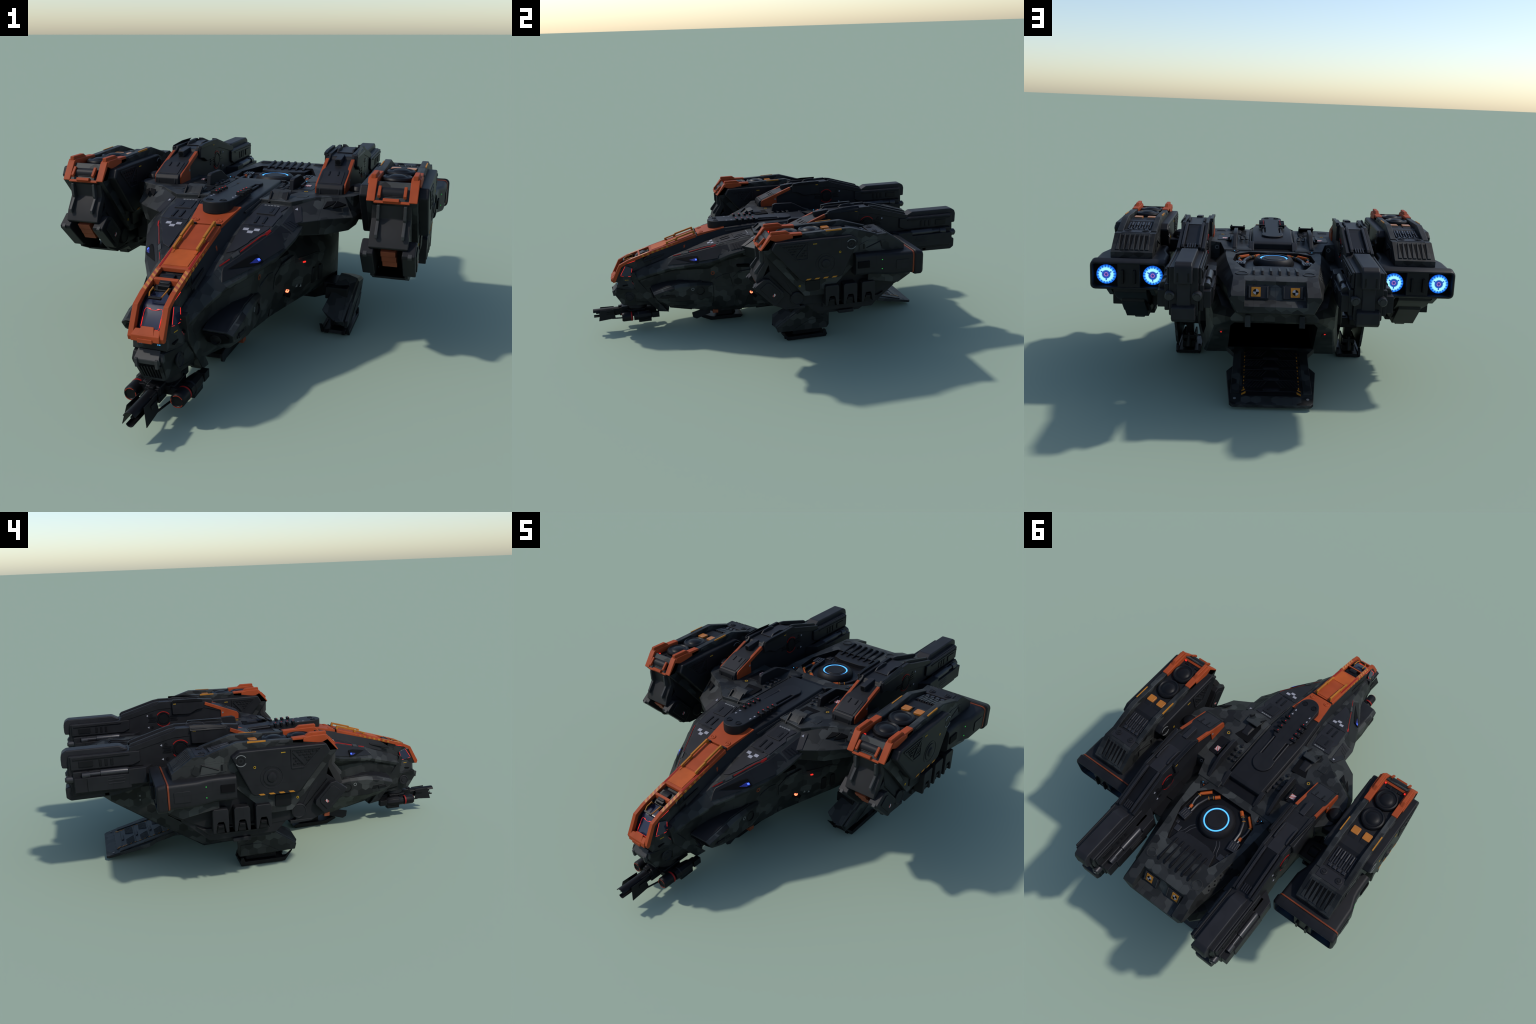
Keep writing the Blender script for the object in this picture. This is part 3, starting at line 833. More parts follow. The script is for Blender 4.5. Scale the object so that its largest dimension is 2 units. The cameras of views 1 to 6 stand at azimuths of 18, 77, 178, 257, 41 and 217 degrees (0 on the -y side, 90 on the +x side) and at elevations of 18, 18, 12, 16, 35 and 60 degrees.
obj('coolant_pipe_sleeve', both(join(tube([(.064, .360, pz), (.083, .378, pz)], .0092), tube([(.112, .362, pz), (.150, .398, pz), (.152, .405, pz)], .0080),
                                     tube([(.1475, .470, pz), (.147, .487, pz)], .0078))), BRIGHT_ORANGE, rear, bevel=0)
obj('pipe_band', both(join(*[tube([p, q], .0090) for p, q in (((.087, .381, pz), (.089, .383, pz)), ((.104, .396, pz), (.106, .398, pz)), ((.1525, .408, pz), (.1527, .411, pz)))])), AMBER, rear, bevel=0)
cb = Geo()
for s in (1,):
    cb.add(box((.145, .525, .523), (.045, .050, .020), (0, 0, -.12)))
    cb.add(box((.145, .525, .534), (.006, .034, .004), (0, 0, -.12))); cb.add(box((.156, .524, .534), (.006, .034, .004), (0, 0, -.12))); cb.add(box((.134, .527, .534), (.006, .034, .004), (0, 0, -.12)))
    cb.add(tube(fillet([(.060, .545, .514), (.075, .565, .514), (.085, .60, .514), (.10, .618, .514)]), .0035)); cb.add(tube(fillet([(.073, .538, .514), (.088, .556, .514), (.098, .592, .514), (.112, .61, .514)]), .0035))
    cb.add(box((.128, .600, .514), (.028, .030, .012))); cb.add(box((.150, .575, .514), (.016, .016, .010)))
obj('control_box', both(cb), STEEL, rear, bevel=.0015)
obj('vent_plate', prism([(-.105, .610), (-.055, .595), (.055, .595), (.105, .610), (.118, .672), (-.118, .672)], 'z', .505, .5345), DARK, rear, bevel=.002)
for i in range(6):
    x = -.087 + i * .0348
    obj('vent_fin', prism([(.640, .525), (.642, .540), (.765, .556), (.781, .545), (.781, .530)], 'x', x - .0048, x + .0048), BLACK, rear, bevel=.0015)
rt = tree_of(rear)
obj('deck_disc', both(lathe((.134, .768, .540), (0, .03, 1), [(.026, 0), (.026, .006), (.021, .0065), (.020, .004), (.001, .004)], 28)), CAMO, rear, bevel=0)
obj('circuit_pocket', both(drape(rt, [(.150, .335), (.192, .352), (.165, .385)], lift=.001)), VOID, rear, bevel=0)
cc = Geo()
for i in range(14):
    a, b = random.random(), random.random()
    if a + b > 1: a, b = 1 - a, 1 - b
    x, y = .154 + a * .032 + b * .012, .340 + a * .012 + b * .036
    cc.add(box((x, y, .5415), (.003 + .005 * random.random(), .003 + .005 * random.random(), .006)))
obj('circuit_part', both(cc), STEEL, rear, bevel=0, stuff=True)
obj('circuit_light', both(box((.176, .352, .545), (.003, .003, .003))), SKY_GLOW, rear, bevel=0)
obj('circuit_light', both(box((.163, .362, .545), (.003, .005, .003))), BRIGHT_ORANGE, rear, bevel=0)
# rear recess doors with yellow target plates
def on_rec(u, t, h=0.0):   # u across, t down the recess floor
    a, b = Vector((0, .838, .518)), Vector((0, .872, .466))
    n = Vector((0, .052, .034)).normalized()
    return a + (b - a) * t + Vector((u, 0, 0)) + n * h
def rec_plate(u0, u1, t0, t1, h, th=.003):
    return plate([on_rec(u0, t0, h), on_rec(u0, t1, h), on_rec(u1, t1, h), on_rec(u1, t0, h)], th, Vector((0, .052, .034)))
obj('rear_door', both(join(rec_plate(.026, .108, .10, .94, 0, .006))), PANEL, rear, bevel=.002)
obj('door_rib', both(join(rec_plate(.030, .034, .15, .9, .006), rec_plate(.098, .104, .15, .9, .006))), GREY, rear, bevel=.001)
obj('target_plate', both(rec_plate(.058, .094, .20, .82, .006, .0015)), AMBER, rear, bevel=0)
tg, tg2 = Geo(), Geo()
for k in range(4):
    pts = [(.076 + .0115 * math.cos(a), .51 - .0115 * math.sin(a) / .062) for a in [math.pi / 2 * (k + i / 6) for i in range(7)]] + [(.076, .51)]
    (tg if k % 2 else tg2).add(plate([on_rec(u, t, .0078) for u, t in pts], .0012, Vector((0, .052, .034))))
obj('target_quadrant', both(tg), WHITE, rear, bevel=0)
obj('target_quadrant', both(tg2), VOID, rear, bevel=0)
obj('tail_hinge', both(join(box((.104, .897, .392), (.022, .026, .040), (.3, 0, 0)), box((.104, .907, .376), (.022, .016, .016), (.3, 0, 0)))), CAMO, rear, bevel=.002)
dm = Geo()
for i in range(10):
    dm.add(decal(rt, (.6, .60 + (i // 2) * .035 + (i % 2) * .012, .535 - (i % 2) * .014), (-1, 0, 0), [arc((0, 0), 0.0001, .005, 0, 2 * math.pi, 10)[:11]]))
obj('side_dimple', both(dm), BLACK, rear, bevel=0, stuff=True)

obj('boom_mount', both(join(prism([(.20, .25), (.33, .25), (.33, .47), (.285, .60), (.20, .60)], 'z', .40, .492), prism([(.22, .40), (.30, .40), (.30, .50), (.24, .50)], 'z', .40, .50))), BLACK, rear, bevel=.003)

# ================================================================== BOOMS
BX = .342
def bprism(prof, a, b):
    return prism(prof, 'x', a, b)
boom = obj('boom', join(
    bprism([(.046, .556), (.046, .594), (.056, .604), (.135, .637), (.250, .664), (.262, .678), (.484, .681), (.504, .670), (.690, .617), (.715, .609),
            (.968, .609), (.972, .52), (.968, .424), (.80, .424), (.64, .445), (.50, .490), (.46, .47), (.15, .47), (.10, .55)], BX - .054, BX + .054),
    ), DARK, bevel=.005)
obj('boom_rail', join(*[bprism([(.062, .600), (.250, .676), (.262, .688), (.484, .692), (.506, .680), (.700, .625), (.700, .600), (.50, .650), (.30, .655), (.10, .600)], x0, x0 + .014) for x0 in (BX - .0565, BX + .0425)]), DARK, boom, bevel=.002)
obj('boom_channel', bprism([(.335, .6805), (.335, .683), (.484, .684), (.484, .680)], BX - .030, BX + .030), PANEL, boom, bevel=.001)
obj('boom_trough', bprism([(.478, .684), (.505, .674), (.660, .6305), (.660, .620)], BX - .026, BX + .026), BLACK, boom, bevel=.001)
obj('boom_bumper', join(*[bprism([(.485, .682), (.487, .694), (.515, .690), (.690, .638), (.700, .628), (.690, .617)], x0, x0 + .011) for x0 in (BX - .039, BX + .028)],
                        *[bprism([(.335, .68), (.355, .694), (.40, .698), (.43, .690), (.43, .68)], x0, x0 + .008) for x0 in (BX - .036, BX + .028)]), PANEL, boom, bevel=.002)
obj('boom_vent', join(*[tube(fillet([(x, .655, .6325), (x, .690, .6225)]), .004, 6) for x in (BX - .015, BX - .005, BX + .005, BX + .015)]), STEEL, boom, bevel=0)
# front fairing
obj('boom_bow', join(bprism([(.036, .563), (.036, .588), (.046, .602), (.056, .606), (.056, .555), (.044, .555)], BX - .052, BX + .052),
                     *[bprism([(.030, .555), (.036, .59), (.046, .59), (.046, .552)], x, x + .007) for x in (BX - .040, BX + .033)]), DARK, boom, bevel=.004)
obj('boom_deck_plate', loft([[(BX - .041, .056, .6065), (BX + .041, .056, .6065), (BX + .041, .056, .600), (BX - .041, .056, .600)],
                             [(BX - .040, .135, .6395), (BX + .040, .135, .6395), (BX + .040, .135, .630), (BX - .040, .135, .630)]]), PANEL, boom, bevel=.001)
obj('boom_slit', join(*[box((x, .118, .6325), (.006, .028, .006), (.40, 0, 0)) for x in (BX - .018, BX + .018)]), BLACK, boom, bevel=.001)
obj('boom_barrel', box((BX, .230, .668), (.027, .080, .026), (.10, 0, 0)), PANEL, boom, bevel=.0025)
obj('barrel_dark_disc', lathe((BX, .1915, .6645), (0, -1, -.1), [(.0098, 0), (.0098, .0022), (.001, .0022)], 20), VOID, boom, bevel=0)  # black disc added on the solid barrel's end in place of a hole
strip = [(.052, .560), (.050, .592), (.058, .603), (.236, .6725), (.240, .656), (.150, .620), (.150, .560)]
obj('orange_cheek', join(bprism(strip, BX - .0595, BX - .045), bprism(strip, BX + .045, BX + .0595)), DEEP_ORANGE, boom, bevel=.002)
obj('cheek_bolt', join(cyl((BX + .059, .140, .606), (1, 0, 0), .005, .0018, 12), cyl((BX - .059, .140, .606), (-1, 0, 0), .005, .0018, 12)), DULL_WHITE, boom, bevel=0)
# shield plates with the flared outer blade
shield = [(.250, .686), (.248, .640), (.285, .634), (.325, .614), (.418, .618), (.422, .690)]
obj('shield_plate', join(bprism(shield, BX + .052, BX + .068), bprism(shield, BX - .068, BX - .052)), DARK, boom, bevel=.004)
obj('shield_flange', join(bprism([(.250, .680), (.252, .692), (.290, .698), (.415, .699), (.422, .684)], BX - .071, BX - .058),
                          loft([[(BX + .066, .256, .674), (BX + .070, .256, .674), (BX + .066, .256, .690), (BX + .062, .256, .690)],
                                [(BX + .068, .34, .676), (BX + .072, .34, .676), (BX + .060, .34, .700), (BX + .056, .34, .700)],
                                [(BX + .068, .425, .678), (BX + .072, .425, .678), (BX + .052, .425, .701), (BX + .048, .425, .701)]])), BLACK, boom, bevel=.0015)
obj('yellow_text', join(*[box((BX + .0682, .400 + i * .005, .676), (.0008, .0035, .004)) for i in range(3)], *[box((BX - .0682, .400 + i * .005, .676), (.0008, .0035, .004)) for i in range(3)]), YELLOW, boom, bevel=0)
# round access cover with the red arc on both flanks
for s in (1, -1):
    X0 = BX + s * .054
    def fl(poly, t=.002, k=0.0):
        return plate([(X0 + s * k, y, z) for y, z in poly], t, (s, 0, 0))
    c0 = (.470, .597)
    obj('access_cover', join(lathe((X0, *c0), (s, 0, 0), [(.036, 0), (.036, .004), (.032, .004), (.031, .0015), (.027, .0015), (.026, .004), (.001, .004)], 32),
                             *[fl(roundrect(.392 + (i % 2) * .004, .432, .585 + i * .011, .592 + i * .011, .003, 2), .003) for i in range(3)],
                             *[fl(roundrect(.510, .552 - (i % 2) * .006, .585 + i * .011, .592 + i * .011, .003, 2), .003) for i in range(3)],
                             lathe((X0, .535, .622), (s, 0, 0), [(.008, 0), (.008, .002), (.001, .002)], 16), lathe((X0, .532, .556), (s, 0, 0), [(.008, 0), (.008, .002), (.001, .002)], 16)), BLACK, boom, bevel=0)
    obj('red_arc', join(fl(arc(c0, .0385, .0425, math.radians(35), math.radians(145))), fl(arc(c0, .0385, .0425, math.radians(215), math.radians(325)))), RED, boom, bevel=0)
    obj('boom_arrow', join(fl([(.553, .616), (.553, .626), (.562, .621)]), fl([(.550, .551), (.550, .561), (.559, .556)])), WHITE, boom, bevel=0)
    # stern boxes
    obj('stern_plate', fl([(.655, .609), (.960, .607), (.960, .545), (.690, .545), (.655, .560)], .010), DARK, boom, bevel=.004)
    obj('stern_frame', join(fl([(.700, .600), (.950, .597), (.950, .591), (.700, .594)], .004, .010), fl([(.865, .586), (.925, .586), (.925, .558), (.865, .558)], .004, .010),
                            *[fl([(y, .588), (y + .012, .588), (y + .012, .556), (y, .556)], .003, .010) for y in (.775, .800, .825)]), BLACK, boom, bevel=.002)
    obj('stern_pod', fl([(.64, .540), (.955, .540), (.955, .440), (.76, .440), (.66, .470)], .018), DARK, boom, bevel=.004)
    obj('stern_fairing', prism([(X0 - s * .01, .600), (X0 + s * .002, .604), (X0 + s * .048, .637), (X0 + s * .050, .715), (X0 - s * .01, .715)], 'z', .468, .540), DARK, boom, bevel=.003)
    tubex = X0 + s * .026
    obj('stern_tube', join(tube([(tubex, .715, .525), (tubex, .722, .528), (tubex, .835, .528)], .0165, 16), tube([(tubex, .835, .527), (tubex, .885, .527)], .011, 14), tube([(tubex, .88, .525), (tubex, .915, .523)], .0165, 16)), STEEL, boom, bevel=.003)
    obj('stern_cell', join(box((X0 + s * .027, .80, .486), (.044, .19, .064)), box((X0 + s * .024, .915, .484), (.040, .07, .064)),
                           *[box((X0 + s * .049, .80 + k, .496), (.003, .060, .005)) for k in (-.04,)], *[box((X0 + s * .049, .77, .482 + k), (.003, .07, .006)) for k in (0, .012, .024)]), DARK, boom, bevel=.005)
    obj('stern_jet', join(cyl((BX + s * .050, .955, .503), (0, 1, 0), .0185, .032, 20, .004), cyl((BX + s * .050, .985, .503), (0, 1, 0), .010, .006, 16)), STEEL, boom, bevel=0)
obj('stern_cap', join(bprism([(.700, .610), (.742, .633), (.975, .632), (.994, .620), (1.000, .602), (.999, .552), (.975, .550), (.90, .58)], BX - .033, BX + .033),
                      bprism([(.90, .59), (.978, .59), (.978, .44), (.90, .44)], BX - .026, BX + .026),
                      bprism([(.80, .405), (.975, .402), (.994, .416), (.994, .462), (.97, .470), (.80, .470)], BX - .044, BX + .044),
                      bprism([(.62, .470), (.66, .432), (.78, .406), (.83, .405), (.83, .480)], BX - .044, BX + .044)), PANEL, boom, bevel=.006, seg=3)
obj('cap_slot', join(*[box((x, .9995, .578), (.006, .003, .034)) for x in (BX - .020, BX + .020)]), BLACK, boom, bevel=.001)
mirror_tree(boom)

# ================================================================== ENGINE NACELLES
NX = .605
def nprism(prof, w0, w1):
    return prism(prof, 'x', NX + w0, NX + w1)
shell = [(-.124, .662), (-.176, .603), (.035, .350), (.150, .346), (.20, .40), (.34, .53), (.552, .533), (.552, .566), (.458, .630), (.405, .628), (.275, .668)]
nac = obj('engine_nacelle', nprism(shell, -.088, .088), CAMO, bevel=.010, seg=2)
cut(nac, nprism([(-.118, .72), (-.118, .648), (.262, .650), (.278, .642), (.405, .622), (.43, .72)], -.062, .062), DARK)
obj('nacelle_core', slab([(-.15, .585, .070), (-.13, .47, .070), (.01, .310, .068), (.03, .290, .052), (.242, .272, .050), (.40, .292, .052), (.548, .366, .068), (.594, .402, .070), (.594, .46, .070), (.35, .56, .070), (.0, .60, .070)], NX), DARK, nac, bevel=.004)
# top rails, orange at the bow
for s in (1, -1):
    a, b = (.060, .086) if s > 0 else (-.086, -.060)
    obj('deck_rail', nprism([(.018, .640), (.018, .668), (.268, .675), (.285, .670), (.408, .632), (.408, .60), (.27, .62)], a, b), CAMO, nac, bevel=.003)
    obj('rail_stripe', nprism([(.145, .6738), (.225, .6755), (.225, .668), (.145, .668)], b - .004 if s > 0 else a - .0008, b + .0008 if s > 0 else a + .004), AMBER, nac, bevel=0)
    st = Geo()
    for i in range(9):
        y = .030 + i * .0105
        st.add(plate([(NX + s * .0862, y, .664), (NX + s * .0862, y + .005, .664), (NX + s * .0862, y + .009, .654), (NX + s * .0862, y + .004, .654)], .001, (s, 0, 0)))
    obj('rail_tick', st, DULL_WHITE, nac, bevel=0, stuff=True)
    obj('orange_bracket', join(nprism([(-.172, .600), (-.180, .603), (-.132, .670), (-.118, .677), (.028, .672), (.028, .650), (-.02, .645), (-.10, .645), (-.140, .600)], a - .002, b + .002),
                               nprism([(-.128, .670), (-.126, .688), (-.050, .688), (-.028, .672)], a + .004, b - .004),
                               nprism([(-.135, .655), (-.120, .676), (-.06, .676), (-.02, .668), (-.02, .652), (-.1, .64)], (b if s > 0 else a - .006), (b + .006 if s > 0 else a))), ORANGE, nac, bevel=.003)
obj('bow_bracket', join(nprism([(-.128, .657), (-.122, .660), (-.106, .652), (-.112, .645)], -.062, .062),
                        nprism([(-.178, .598), (-.186, .606), (-.180, .616), (-.168, .612)], -.030, .026), nprism([(-.172, .594), (-.181, .598), (-.176, .606), (-.166, .604)], -.062, .062),
                        *[nprism([(-.176, .614), (-.180, .625), (-.152, .654), (-.144, .648), (-.150, .640), (-.158, .630)], x, x + .011) for x in (-.050, .039)]), ORANGE, nac, bevel=.002)
obj('bow_roller', join(cyl((NX - .045, -.142, .624), (1, 0, 0), .022, .09, 20), nprism([(-.160, .60), (-.165, .62), (-.12, .648), (-.11, .60)], -.050, .050)), DARK, nac, bevel=.001)
obj('bow_light', join(box((NX - .052, -.106, .652), (.007, .005, .008)), box((NX + .050, -.106, .652), (.007, .005, .008))), RED_GLOW, nac, bevel=0)
obj('bow_fitting', join(box((NX - .030, -.098, .646), (.024, .016, .012)), box((NX + .030, -.098, .646), (.024, .016, .012)), box((NX, -.098, .644), (.026, .016, .010))), BLACK, nac, bevel=.001)
fanp = [(.056, 0), (.056, .012), (.052, .018), (.046, .020), (.041, .016), (.034, .016), (.029, .020), (.022, .023), (.010, .025), (.001, .025)]
for y in (-.029, .086):
    obj('lift_fan', lathe((NX, y, .647), (0, 0, 1), fanp, 40), BLACK, nac, bevel=0)
obj('amber_lens', join(*[prism(roundrect(NX + x - .019, NX + x + .019, .158, .196, .004, 2), 'z', .636, .6585) for x in (-.030, .030)]), LENS, nac, bevel=.002)
obj('lens_base', join(*[box((NX + x, .205, .646), (.040, .026, .014), (-.25, 0, 0)) for x in (-.030, .030)], nprism([(.20, .63), (.20, .645), (.27, .640), (.27, .62)], -.06, .06)), DARK, nac, bevel=.002)
obj('hydraulic_ram', join(*[join(tube([(NX + x, .285, .646), (NX + x, .325, .638)], .006, 8), tube([(NX + x, .325, .638), (NX + x, .365, .628)], .0035, 8), box((NX + x, .37, .627), (.016, .014, .012))) for x in (-.036, -.012, .012, .036)],
                          *[box((NX + x, .32, .636), (.006, .075, .012), (-.2, 0, 0)) for x in (-.047, -.024, 0, .024, .047)]), STEEL, nac, bevel=.001)
obj('hood_plate', prism([(NX - .062, .388), (NX + .062, .388), (NX + .062, .445), (NX - .062, .445)], 'z', .622, .632), PANEL, nac, bevel=.002)
obj('hood_boss', join(*[lathe((NX + x, .413, .631), (0, 0, 1), [(.015, 0), (.015, .004), (.011, .005), (.010, .003), (.006, .003), (.005, .006), (.001, .006)], 20) for x in (-.038, .038)]), DARK, nac, bevel=0)
# louvred hood at the stern
hood_n = Vector((0, .064, .094)).normalized()
hp = lambda x, t, h=0: Vector((NX + x, .460 + .088 * t, .6285 - .060 * t)) + hood_n * h
for i in range(6):
    x = -.052 + i * .0208
    obj('hood_louvre', plate([hp(x - .0068, .10, -.002), hp(x - .0012, .86, -.002), hp(x + .0012, .86, -.002), hp(x + .0068, .10, -.002)], .0032, hood_n), VOID, nac, bevel=0)
obj('hood_rib', join(*[plate([hp(x - .0026, .04, -.004), hp(x - .0080, .92, -.004), hp(x + .0080, .92, -.004), hp(x + .0026, .04, -.004)], .0075, hood_n) for x in [-.0624 + i * .0208 for i in range(7)]]), CAMO, nac, bevel=.0015)
# side armour panels: outer and inner
sp = [(-.134, .609), (-.114, .644), (.268, .644), (.302, .620), (.222, .452), (.205, .441), (.018, .437), (.004, .446)]
for s in (1, -1):
    X1 = NX + s * .096
    X2 = NX + s * .122
    pan = obj('side_panel', prism(sp, 'x', X1 - s * .014, X2), DARK, nac, bevel=.007, seg=3)
    def fp(poly, t=.0025, k=0.0):
        return plate([(X2 + s * k, y, z) for y, z in poly], t, (s, 0, 0))
    obj('panel_disc', lathe((X2 - s * .001, .132, .520), (s, 0, 0), [(.050, 0), (.050, .0025), (.047, .0025), (.046, .0005), (.038, .0005), (.037, .004), (.033, .005), (.026, .0035), (.022, .0035), (.019, .009), (.008, .011), (.001, .011)], 40), DARK, nac, bevel=0)
    # triangular grille
    gr = Geo()
    for r in range(5):
        for c in range(7):
            y, z = -.072 + c * .017 + (r % 2) * .0085, .618 - r * .0125
            if y > -.078 + (.625 - z) * .85 and y < .036 and abs((y + .012) - (.60 - z) * -1.0 - .02) > .008:
                gr.add(fp([(y - .006, z - .003), (y + .006, z - .003), (y + .006, z + .003), (y - .006, z + .003)], .003))
    obj('grille_cell', gr, BLACK, nac, bevel=.0008, stuff=True)
    obj('grille_frame', join(fp([(-.094, .632), (.046, .632), (.046, .626), (-.094, .626)], .0035), fp([(.040, .626), (.046, .626), (.046, .552), (.040, .552)], .0035), fp([(-.094, .626), (-.085, .626), (-.006, .548), (-.014, .548)], .0035),
                             fp([(-.012, .553), (.044, .553), (.044, .547), (-.012, .547)], .0035), fp([(.034, .626), (.042, .620), (-.010, .562), (-.014, .570)], .004)), DARK, nac, bevel=.001)
    obj('ring_mark', join(fp(arc((.263, .604), .0225, .0255, .5, 2.6)), fp(arc((.263, .604), .0225, .0255, 3.65, 5.75)), ), DULL_WHITE, nac, bevel=0)
    obj('ring_port', lathe((X2 - s * .001, .263, .604), (s, 0, 0), [(.017, 0), (.017, .002), (.014, .002), (.013, .0005), (.006, .0005), (.005, .002), (.001, .002)], 24), BLACK, nac, bevel=0)
    obj('hazard_dash', join(*[fp([(.030 + i * .044, .4435), (.052 + i * .044, .4435), (.060 + i * .044, .4505), (.038 + i * .044, .4505)], .001, .0003) for i in range(4)]), AMBER, nac, bevel=0)
    obj('yellow_text', join(*[fp([(.07 + i * .005, .621), (.0735 + i * .005, .621), (.0735 + i * .005, .625), (.07 + i * .005, .625)], .001, .0003) for i in range(4)]), YELLOW, nac, bevel=0)
    ym = lathe((X2, .205, .570), (s, 0, 0), [(.0055, 0), (.0055, .001), (.0035, .001), (.0035, 0)], 16)
    ym.add(lathe((NX + s * .0885, .010, .405), (s, 0, 0), [(.0055, 0), (.0055, .001), (.0035, .001), (.0035, 0)], 16))
    obj('ring_mark', ym, YELLOW, nac, bevel=0)
    # lower frame details
    XF = NX + s * .088
    def ff(poly, t=.003, k=0.0):
        return plate([(XF + s * k, y, z) for y, z in poly], t, (s, 0, 0))
    obj('shell_slot', join(ff([(-.060, .505), (-.048, .508), (.006, .442), (.004, .430), (-.006, .432)], .002)), BLACK, nac, bevel=.001)
    obj('shell_pocket', join(ff(roundrect(.040, .112, .375, .428, .006, 2), .006)), BLACK, nac, bevel=.002)
    obj('hood_flank', join(ff([(.318, .556), (.455, .549), (.468, .560), (.452, .596), (.36, .604), (.318, .585)], .0025)), CAMO, nac, bevel=.001)
    obj('flank_rod', join(tube([(XF + s * .003, .352, .566), (XF + s * .003, .425, .594)], .0028, 6), tube([(XF + s * .003, .425, .594), (XF + s * .003, .432, .566)], .0028, 6), ff([(.335, .562), (.343, .562), (.343, .588), (.335, .588)], .0015, .0025)), BLACK, nac, bevel=0)
    obj('shell_rib', join(ff([(.045, .662), (.085, .664), (.092, .656), (.040, .654)], .003), ff([(-.118, .632), (-.108, .648), (-.02, .652), (-.02, .648)], .002)), CAMO, nac, bevel=.001)
    # clamp blocks
    for y0 in (.135, .230, .324):
        x0, x1 = NX + s * .066, NX + s * .112
        obj('clamp_block', join(prism([(y0, .390), (y0 + .006, .398), (y0 + .064, .398), (y0 + .070, .390), (y0 + .070, .290), (y0 + .058, .290), (y0 + .050, .332), (y0 + .046, .340), (y0 + .024, .340), (y0 + .020, .332), (y0 + .012, .290), (y0, .290)], 'x', x0, x1)), DARK, nac, bevel=.003)
        obj('clamp_core', join(box((NX + s * .080, y0 + .035, .307), (.04, .034, .040)), box((NX + s * .098, y0 + .035, .317), (.02, .026, .012))), BLACK, nac, bevel=.002)
    obj('clamp_ledge', prism([(.135, .264), (.135, .292), (.43, .300), (.46, .315), (.40, .264)], 'x', NX + s * .03, NX + s * .062), DARK, nac, bevel=.003)
    # cheek pods on the snout
    pod = [(-.216, .424), (-.166, .462), (-.140, .456), (-.072, .382), (-.070, .362), (-.112, .317), (-.125, .320), (-.214, .412)]
    a, b = sorted((NX + s * .050, NX + s * .096))
    obj('snout_pod', prism(pod, 'x', a, b), DARK, nac, bevel=.004)
    obj('pod_cover', plate([(NX + s * .096, y, z) for y, z in [(-.190, .415), (-.155, .444), (-.140, .440), (-.092, .388), (-.092, .372), (-.122, .338)]], .004, (s, 0, 0)), DARK, nac, bevel=.002)
    obj('pod_label', box((NX + s * .1006, -.122, .376), (.001, .010, .016), (-.8, 0, 0)), TAG, nac, bevel=0)
    obj('pod_clip', box((NX + s * .078, -.212, .420), (.014, .016, .014), (.7, 0, 0)), GREY, nac, bevel=.001)
    obj('core_cap', lathe((NX + s * .070, .0, .335), (s, 0, 0), [(.034, 0), (.034, .004), (.030, .006), (.028, .004), (.001, .004)], 28), DARK, nac, bevel=0)
# snout: roof, rails, lip and the brick-red filter stack
obj('snout_roof', nprism([(-.150, .600), (-.162, .588), (-.157, .537), (-.192, .484), (-.206, .444), (-.195, .436), (-.175, .445), (-.11, .58)], -.069, .069), WARM, nac, bevel=.003)
obj('snout_rail', join(*[nprism([(-.165, .594), (-.179, .589), (-.178, .540), (-.173, .532), (-.207, .490), (-.206, .476), (-.190, .478), (-.152, .53), (-.150, .59)], x, x + .011) for x in (-.050, .043)]), GREY, nac, bevel=.002)
obj('snout_lip', join(*[nprism([(-.20, .44), (-.12, .31), (-.062, .285), (.02, .285), (-.05, .42), (-.12, .50)], x, x + .012) for x in (-.068, .056)], nprism([(-.066, .292), (-.060, .282), (.04, .276), (.04, .292)], -.069, .069)), DARK, nac, bevel=.002)
obj('snout_mouth', plate([(NX - .068, -.132, .470), (NX + .068, -.132, .470), (NX + .068, .008, .312), (NX - .068, .008, .312)], .004, (0, -.75, -.65)), VOID, nac, bevel=0)
for i, (y, z) in enumerate(((-.186, .412), (-.166, .388), (-.146, .364))):
    obj('filter_brick', loft([[(NX - .026 + i * .002, y - .012, z + .016), (NX + .026 + i * .002, y - .012, z + .016), (NX + .026 + i * .002, y + .002, z - .006), (NX - .026 + i * .002, y + .002, z - .006)],
                              [(NX - .026, y + .04, z + .03), (NX + .026, y + .04, z + .03), (NX + .026, y + .04, z), (NX - .026, y + .04, z)]]), BRICK, nac, bevel=.001)
# nozzle housing
def nring(y, x0, x1, z0, z1, r=.018):
    return [(NX + a, y, b) for a, b in roundrect(x0, x1, z0, z1, r, 4)]
house = obj('nozzle_housing', loft([nring(.286, -.128, .128, .436, .545), nring(.37, -.128, .128, .436, .545), nring(.40, -.132, .132, .434, .545), nring(.455, -.150, .150, .430, .543), nring(.575, -.152, .152, .430, .541)]), DARK, nac, bevel=.002)
obj('copper_band', loft([nring(.573, -.153, .153, .429, .542), nring(.580, -.1545, .1545, .428, .5435)]), COPPER, nac, bevel=0)
obj('nozzle_cowl', loft([nring(.582, -.155, .155, .424, .545, .02), nring(.588, -.160, .160, .421, .548, .02), nring(.618, -.160, .160, .421, .542, .02), nring(.626, -.155, .155, .426, .537, .018),
                         nring(.626, -.148, .148, .432, .531, .010), nring(.594, -.146, .146, .433, .530, .010)]), DARK, nac, bevel=.0015)
obj('nozzle_back', loft([nring(.5945, -.146, .146, .433, .530, .010), nring(.5955, -.146, .146, .433, .530, .010)]), VOID, nac, bevel=0)
obj('nozzle_divider', nprism([(.590, .431), (.622, .431), (.622, .532), (.590, .532)], -.046, .046), DARK, nac, bevel=.001)
